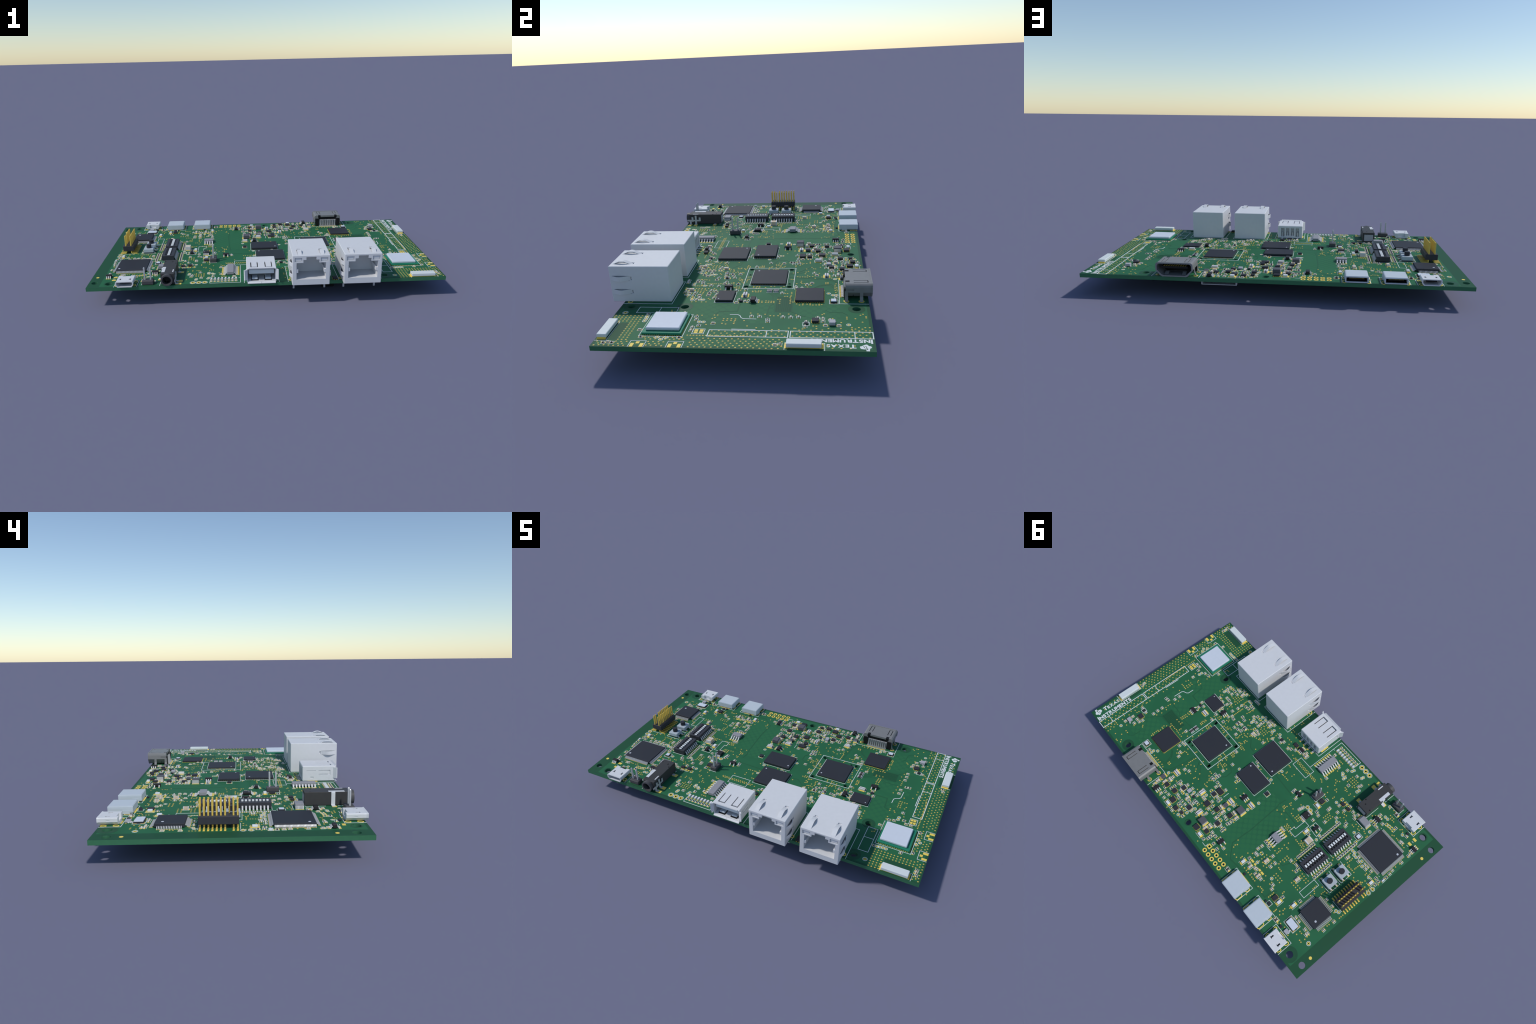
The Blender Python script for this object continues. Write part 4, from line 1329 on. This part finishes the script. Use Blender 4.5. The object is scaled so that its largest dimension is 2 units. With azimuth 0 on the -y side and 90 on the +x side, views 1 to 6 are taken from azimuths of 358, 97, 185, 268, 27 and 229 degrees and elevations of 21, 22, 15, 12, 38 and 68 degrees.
vias('switch_side', [
    (-476, 196), (-477, 212), (-489, 196), (-490, 212), (-477, 228), (-490, 228), (-476, 245), (-516, 171),
    (-528, 171), (-528, 184), (-529, 196), (-480, 259), (-496, 274), (-507, 275), (-519, 275), (-557, 224),
    (-585, 190), (-606, 211), (-606, 194), (-622, 195), (-622, 211), (-639, 195), (-639, 210), (-656, 194),
    (-655, 211), (-607, 255), (-606, 271), (-623, 272), (-639, 271), (-655, 271), (-656, 255), (-639, 255),
    (-623, 255), (-513, 305), (-513, 322), (-529, 305), (-529, 322), (-546, 305), (-546, 322), (-562, 306),
    (-562, 322), (-534, 369), (-534, 355), (-485, 358), (-500, 382), (-504, 427), (-514, 419), (-525, 419),
    (-536, 419), (-541, 430), (-498, 504), (-409, 422), (-426, 412), (-426, 422), (-442, 422), (-455, 423),
    (-468, 422), (-394, 423), (-394, 412), (-376, 422)])
vias('switch_side', [
    (-705, 178), (-705, 190), (-705, 201), (-720, 204), (-730, 212), (-731, 156), (-617, 335), (-618, 346),
    (-585, 383), (-586, 394), (-585, 406), (-585, 418)])
vias('charger_side', [
    (-663, 444), (-663, 435), (-663, 427), (-682, 419), (-696, 431), (-704, 414), (-690, 402), (-689, 390),
    (-704, 366), (-715, 451), (-703, 451), (-723, 466), (-734, 456), (-763, 451)])
vias('controller_side', [
    (-512, -223), (-499, -219), (-485, -217), (-497, -187), (-511, -204), (-530, -201), (-575, -212), (-587,
    -211), (-586, -231), (-604, -234), (-612, -220), (-623, -221), (-623, -239), (-646, -239), (-658, -235),
    (-678, -233), (-678, -223), (-674, -423), (-687, -423), (-700, -423), (-688, -409), (-701, -410), (-713,
    -410), (-665, -459), (-642, -446), (-608, -339), (-619, -354), (-628, -364), (-770, -406), (-777, -416),
    (-791, -407), (-764, -348), (-774, -355), (-794, -355), (-805, -354), (-842, -365), (-859, -350), (-845,
    -351), (-690, -91), (-692, -80), (-721, -69), (-719, -80), (-646, 0), (-655, 13), (-716, -22), (-719,
    -43), (-735, -31), (-734, -41), (-771, -61), (-772, -73), (-773, -84), (-771, -97), (-758, -34), (-771,
    -51)])
vias('rail_side', [
    (-720, -58), (-745, -34), (-768, -34), (-782, -34), (-832, -74), (-830, -85), (-844, -85), (-846, -96),
    (-803, -13), (-830, -21), (-856, -50), (-853, -33), (-855, -21), (-866, -86), (-918, -93), (-904, -43),
    (-904, -53), (-904, -31), (-901, -20), (-908, -236), (-910, -266), (-911, -328)])
vias('logo_side', [
    (755, 467), (740, 467), (780, 528), (752, 501), (744, 545), (734, 545), (722, 523), (713, 534), (824,
    553), (824, 536), (824, 511), (825, 484), (786, 443), (721, 366), (713, 374), (837, 235), (838, 262),
    (850, 196), (851, 169), (838, 131), (838, 104), (825, 65), (781, 46), (807, 7), (794, 7), (780, 8), (780,
    -9), (766, -9), (768, 8), (780, -26), (811, -26), (714, 64), (722, 96), (723, 127), (735, 150), (736,
    165), (735, 183), (719, 190), (719, 226), (727, 258), (620, 179), (600, 178), (582, 179), (582, 168),
    (552, 208), (552, 197), (522, 207), (521, 196), (486, 195), (615, 153), (615, 141), (614, 129), (613,
    117), (614, 100), (603, 152), (602, 141), (601, 129), (599, 117), (602, 99)])
vias('display_side', [
    (619, 225), (606, 226), (592, 224), (579, 225), (566, 222), (554, 224), (540, 225), (523, 226), (509,
    225), (607, 237), (634, 281), (635, 267), (624, 282), (625, 254), (626, 300), (633, 313), (634, 325),
    (623, 313), (633, 339), (634, 352), (629, 363), (625, 352), (451, 295), (435, 311), (427, 304), (434,
    287), (412, 290), (414, 279), (413, 267), (401, 263), (414, 243), (386, 264), (508, 425), (491, 432),
    (488, 423), (472, 430), (469, 422), (453, 430), (450, 422), (590, 460), (849, 553), (837, 524), (849,
    537), (837, 497), (850, 511), (851, 485), (842, 290), (819, 344), (817, 331), (757, 396), (754, 409)])
vias('radio_side', [
    (806, -42), (765, -91), (759, -81), (736, -88), (736, -74), (781, -42), (767, -26), (767, -42), (739,
    -141), (738, -162), (818, -106), (710, -267), (708, -281), (697, -285)])
vias('debug_side', [
    (-649, 458), (-864, 432), (-876, 433), (-878, 408), (-831, 425), (-831, 402), (-844, 402), (-914, 193),
    (-914, 181), (-914, 168), (-902, 271), (-903, 258), (-724, 235), (-756, 172), (-757, 160), (-770, 156),
    (-756, 184), (-874, 196), (-876, 375), (-876, 390), (-805, 464)])

# ---- test_points
test_points('power_stage', [
    (360, 423), (180, 419), (163, 378), (104, 333), (77, 433), (88, 484), (111, 529), (18, 421), (-49, 282)])
test_points('network_fan_out', [
    (594, -221), (593, -170), (591, -184), (547, -249), (542, -263), (444, -195), (436, -253), (420, -253),
    (296, -247), (282, -260), (318, -195), (311, -182), (311, -170), (267, -248), (179, -244), (178, -227),
    (134, -254), (142, -201), (111, 81), (-62, -23), (-61, -108)])
test_points('port_side', [
    (-301, -384), (-311, -375), (-331, -363), (-332, -376), (-328, -435), (-332, -449), (-398, -449), (-400,
    -461), (-443, -370), (-445, -385)])
test_points('regulator_side', [
    (-130, 125), (-120, 199), (-397, 347), (-518, 342), (-501, -23), (-509, 6), (-504, -154)])
test_points('controller_side', [
    (-415, -232), (-634, -457), (-662, -393), (-679, -394), (-626, -312), (-669, -262), (-615, -190), (-688,
    -112), (-703, -113), (-711, -101), (-727, -101), (-801, -395), (-764, -111), (-787, -92)])
test_points('rail_side', [
    (-855, -79)])
test_points('logo_side', [
    (804, 472), (536, 412), (535, 427), (519, 393)])
test_points('radio_side', [
    (940, -260), (924, -279), (925, -243), (797, -375), (782, -374), (767, -375), (754, -377), (797, -122),
    (796, -140)])
test_points('debug_side', [
    (-874, 182), (-889, 175)])

# ---- small_capacitors
small_capacitors('power_stage', [
    (321, 418, 'x'), (282, 531, 'y'), (248, 502, 'x'), (249, 533, 'x'), (154, 541, 'x'), (128, 509, 'y'),
    (225, 429, 'x'), (225, 381, 'x'), (250, 409, 'y'), (189, 372, 'x'), (157, 395, 'y'), (213, 461, 'x'),
    (138, 463, 'x'), (111, 426, 'x'), (82, 456, 'y'), (14, 400, 'y'), (105, 354, 'y'), (88, 355, 'y'), (137,
    375, 'x'), (50, 330, 'x'), (52, 289, 'y'), (57, 226, 'x'), (101, 236, 'x'), (109, 258, 'y'), (-51, 246,
    'y'), (-70, 327, 'x'), (-78, 407, 'x'), (-102, 381, 'x'), (-42, 373, 'x'), (28, 372, 'y'), (-98, 440,
    'x'), (317, 336, 'y'), (293, 323, 'x'), (165, 164, 'y'), (-213, 445, 'x'), (355, 528, 'y')])
small_capacitors('network_fan_out', [
    (482, 10, 'x'), (595, -199, 'x'), (575, -191, 'x'), (549, -197, 'y'), (525, -222, 'x'), (528, -248, 'y'),
    (486, -267, 'y'), (514, -270, 'x'), (546, -156, 'y'), (500, -151, 'x'), (509, -128, 'y'), (443, -164,
    'x'), (450, -126, 'x'), (413, -284, 'x'), (399, -286, 'x'), (387, -286, 'x'), (422, -103, 'y'), (434, -81,
    'x'), (496, -33, 'x'), (509, -68, 'y'), (508, -87, 'y'), (576, -123, 'x'), (542, -118, 'x'), (337, -112,
    'y'), (352, -66, 'x'), (308, -44, 'y'), (333, -205, 'y'), (292, -193, 'x'), (266, -207, 'y'), (265, -187,
    'y'), (244, -248, 'y'), (245, -267, 'x'), (226, -267, 'x'), (205, -268, 'y'), (228, -132, 'y'), (222,
    -153, 'x'), (243, -159, 'x'), (158, -139, 'x'), (213, 26, 'x'), (161, 95, 'x'), (57, -16, 'x'), (82, 125,
    'x')])
small_capacitors('port_side', [
    (119, -241, 'x'), (91, -223, 'x'), (80, -241, 'y'), (31, -233, 'y'), (-6, -261, 'x'), (-59, -283, 'y'),
    (-65, -300, 'y'), (-184, -426, 'x'), (-259, -390, 'y'), (-263, -287, 'x'), (-306, -418, 'y'), (-371, -436,
    'x'), (-425, -399, 'y'), (-430, -415, 'y'), (-202, -91, 'y'), (-245, -62, 'y')])
small_capacitors('regulator_side', [
    (-331, 117, 'x'), (-348, 117, 'x'), (-341, 269, 'y'), (-339, 295, 'y'), (-350, 322, 'x'), (-363, 321,
    'x'), (-425, 258, 'y'), (-464, 274, 'x'), (-463, 305, 'x'), (-509, 195, 'x'), (-545, 186, 'x'), (-371,
    384, 'y'), (-414, 377, 'y'), (-426, 373, 'y'), (-440, 396, 'y'), (-481, 390, 'y'), (-549, 359, 'x'),
    (-563, 377, 'y'), (-407, -96, 'y'), (-418, -165, 'x'), (-417, -177, 'x'), (-464, -196, 'y'), (-461, -100,
    'x'), (-485, -168, 'y'), (-312, -47, 'y'), (-315, -60, 'y'), (-309, -35, 'y'), (-373, -10, 'x'), (-408,
    -55, 'x')])
small_capacitors('controller_side', [
    (-555, -176, 'y'), (-481, -233, 'y'), (-439, -231, 'y'), (-486, -279, 'x'), (-520, -268, 'x'), (-541,
    -258, 'x'), (-551, -280, 'x'), (-555, -248, 'x'), (-635, -379, 'y'), (-671, -312, 'x'), (-681, -351, 'y'),
    (-822, -407, 'x'), (-822, -357, 'x'), (-832, -360, 'x'), (-905, -357, 'y'), (-909, -337, 'y'), (-697, -57,
    'x'), (-698, -69, 'x'), (-753, -96, 'x'), (-736, -114, 'x'), (-911, -279, 'y')])
small_capacitors('rail_side', [
    (-915, -182, 'y'), (-910, -207, 'y'), (-838, -113, 'x'), (-810, -96, 'x'), (-808, -113, 'x'), (-788, -111,
    'x')])
small_capacitors('logo_side', [
    (746, 106, 'x'), (745, 72, 'x'), (746, 204, 'x'), (747, 237, 'x'), (746, 269, 'x'), (785, 302, 'x'), (823,
    299, 'x'), (811, 380, 'y'), (779, 370, 'x'), (756, 369, 'x'), (750, 348, 'x'), (768, 399, 'x'), (813, 433,
    'y'), (465, 270, 'x'), (469, 244, 'x'), (450, 241, 'x'), (425, 292, 'x'), (409, 315, 'y'), (559, 426,
    'x'), (519, 182, 'x'), (965, 191, 'y')])
small_capacitors('radio_side', [
    (721, -220, 'x'), (870, -369, 'y'), (807, -79, 'y'), (779, -156, 'x'), (844, -157, 'x'), (869, -157, 'x'),
    (967, -464, 'y'), (620, -13, 'y'), (591, -5, 'x'), (606, 24, 'x')])
small_capacitors('debug_side', [
    (-762, 373, 'x'), (-787, 374, 'x'), (-840, 374, 'x'), (-863, 376, 'x'), (-864, 388, 'x'), (-909, 228,
    'y'), (-907, 300, 'y'), (-842, 180, 'x'), (-797, 182, 'x')])

# ---- small_resistors
small_resistors('power_stage', [
    (269, 416, 'x'), (269, 400, 'x'), (275, 506, 'x'), (177, 536, 'x'), (163, 487, 'x'), (145, 486, 'x'),
    (165, 465, 'x'), (192, 467, 'y'), (117, 406, 'x'), (102, 403, 'x'), (134, 433, 'y'), (299, 492, 'x'),
    (269, 467, 'y'), (268, 444, 'y'), (25, 346, 'y'), (-8, 366, 'x'), (125, 234, 'x'), (175, 214, 'x'), (153,
    239, 'y'), (155, 216, 'y'), (154, 201, 'y'), (170, 241, 'x'), (30, 299, 'x'), (31, 282, 'x'), (-43, 360,
    'x'), (-39, 344, 'x'), (-87, 331, 'x'), (-118, 329, 'y'), (-115, 311, 'y'), (-114, 342, 'y'), (-113, 445,
    'x'), (-129, 440, 'x'), (-112, 464, 'y'), (-111, 479, 'y'), (-98, 501, 'x'), (-126, 390, 'x'), (-125, 374,
    'x'), (-157, 473, 'y'), (-193, 477, 'y'), (88, 515, 'y')])
small_resistors('network_fan_out', [
    (551, -224, 'x'), (525, -156, 'y'), (420, -210, 'x'), (399, -214, 'x'), (402, -239, 'y'), (384, -240,
    'x'), (376, -150, 'y'), (352, -144, 'x'), (427, -36, 'y'), (401, -97, 'x'), (328, -75, 'x'), (307, -83,
    'y'), (318, -224, 'y'), (266, -225, 'x'), (79, -31, 'x'), (57, 127, 'x')])
small_resistors('port_side', [
    (16, -244, 'y'), (-381, -358, 'y'), (-204, -77, 'y'), (-369, -198, 'y')])
small_resistors('regulator_side', [
    (-335, 236, 'x'), (-349, 236, 'x'), (-367, 234, 'y'), (-566, 191, 'x'), (-573, 211, 'y'), (-456, 20, 'x'),
    (-351, 366, 'x'), (-635, 359, 'x'), (-386, -104, 'x')])
small_resistors('charger_side', [
    (-711, 300, 'x')])
small_resistors('controller_side', [
    (-545, -190, 'x'), (-651, -311, 'x'), (-748, -393, 'y')])
small_resistors('rail_side', [
    (-884, -107, 'y'), (-905, -104, 'x'), (-906, -79, 'y'), (-917, -154, 'y')])
small_resistors('logo_side', [
    (786, 145, 'x'), (769, 142, 'x'), (959, 210, 'x')])
small_resistors('radio_side', [
    (924, -346, 'y'), (924, -190, 'y'), (753, -162, 'x'), (827, -135, 'x'), (973, -481, 'y'), (970, -447,
    'y'), (737, -378, 'x')])

# ---- bare_pad_pairs
bare_pad_pairs('power_stage', [
    (203, 431, 'x'), (106, 293, 'y'), (-71, 359, 'x'), (114, 483, 'x')])
bare_pad_pairs('network_fan_out', [
    (263, -155, 'y'), (59, 145, 'y'), (575, -224, 'x'), (293, -224, 'x')])
bare_pad_pairs('regulator_side', [
    (-373, 297, 'x')])
bare_pad_pairs('controller_side', [
    (-423, -270, 'y'), (-454, -271, 'x'), (-472, -271, 'x'), (-662, -158, 'y')])
bare_pad_pairs('rail_side', [
    (-700, -367, 'y'), (-715, -371, 'y'), (-731, -373, 'y'), (-748, -372, 'y')])

# ---- medium_capacitors
medium_capacitors('power_stage', [
    (357, 502, 'y'), (327, 472, 'y'), (319, 439, 'x'), (158, 429, 'y'), (-53, 456, 'y'), (-61, 426, 'x'),
    (-11, 308, 'x'), (-41, 320, 'y'), (-88, 272, 'x'), (-119, 282, 'y')])
medium_capacitors('network_fan_out', [
    (498, -245, 'y'), (219, -244, 'y'), (244, -127, 'y')])
medium_capacitors('port_side', [
    (-81, -284, 'y')])
medium_capacitors('regulator_side', [
    (-391, 393, 'y'), (-459, 391, 'y')])

# ---- ferrite_beads
ferrite_beads('network_fan_out', [
    (358, -101, 'y'), (304, -111, 'x')])
ferrite_beads('charger_side', [
    (-323, 499, 'x'), (-703, 462, 'x')])
ferrite_beads('controller_side', [
    (-694, -454, 'x')])
place('solder_pad', PAD.mesh('solder_pad'), stuff=True)
place('legend_print', SILK.mesh('legend_print'), stuff=True)
place('via', VIA.mesh('via'), stuff=True)
place('trace', TRACE.mesh('trace'), stuff=True)
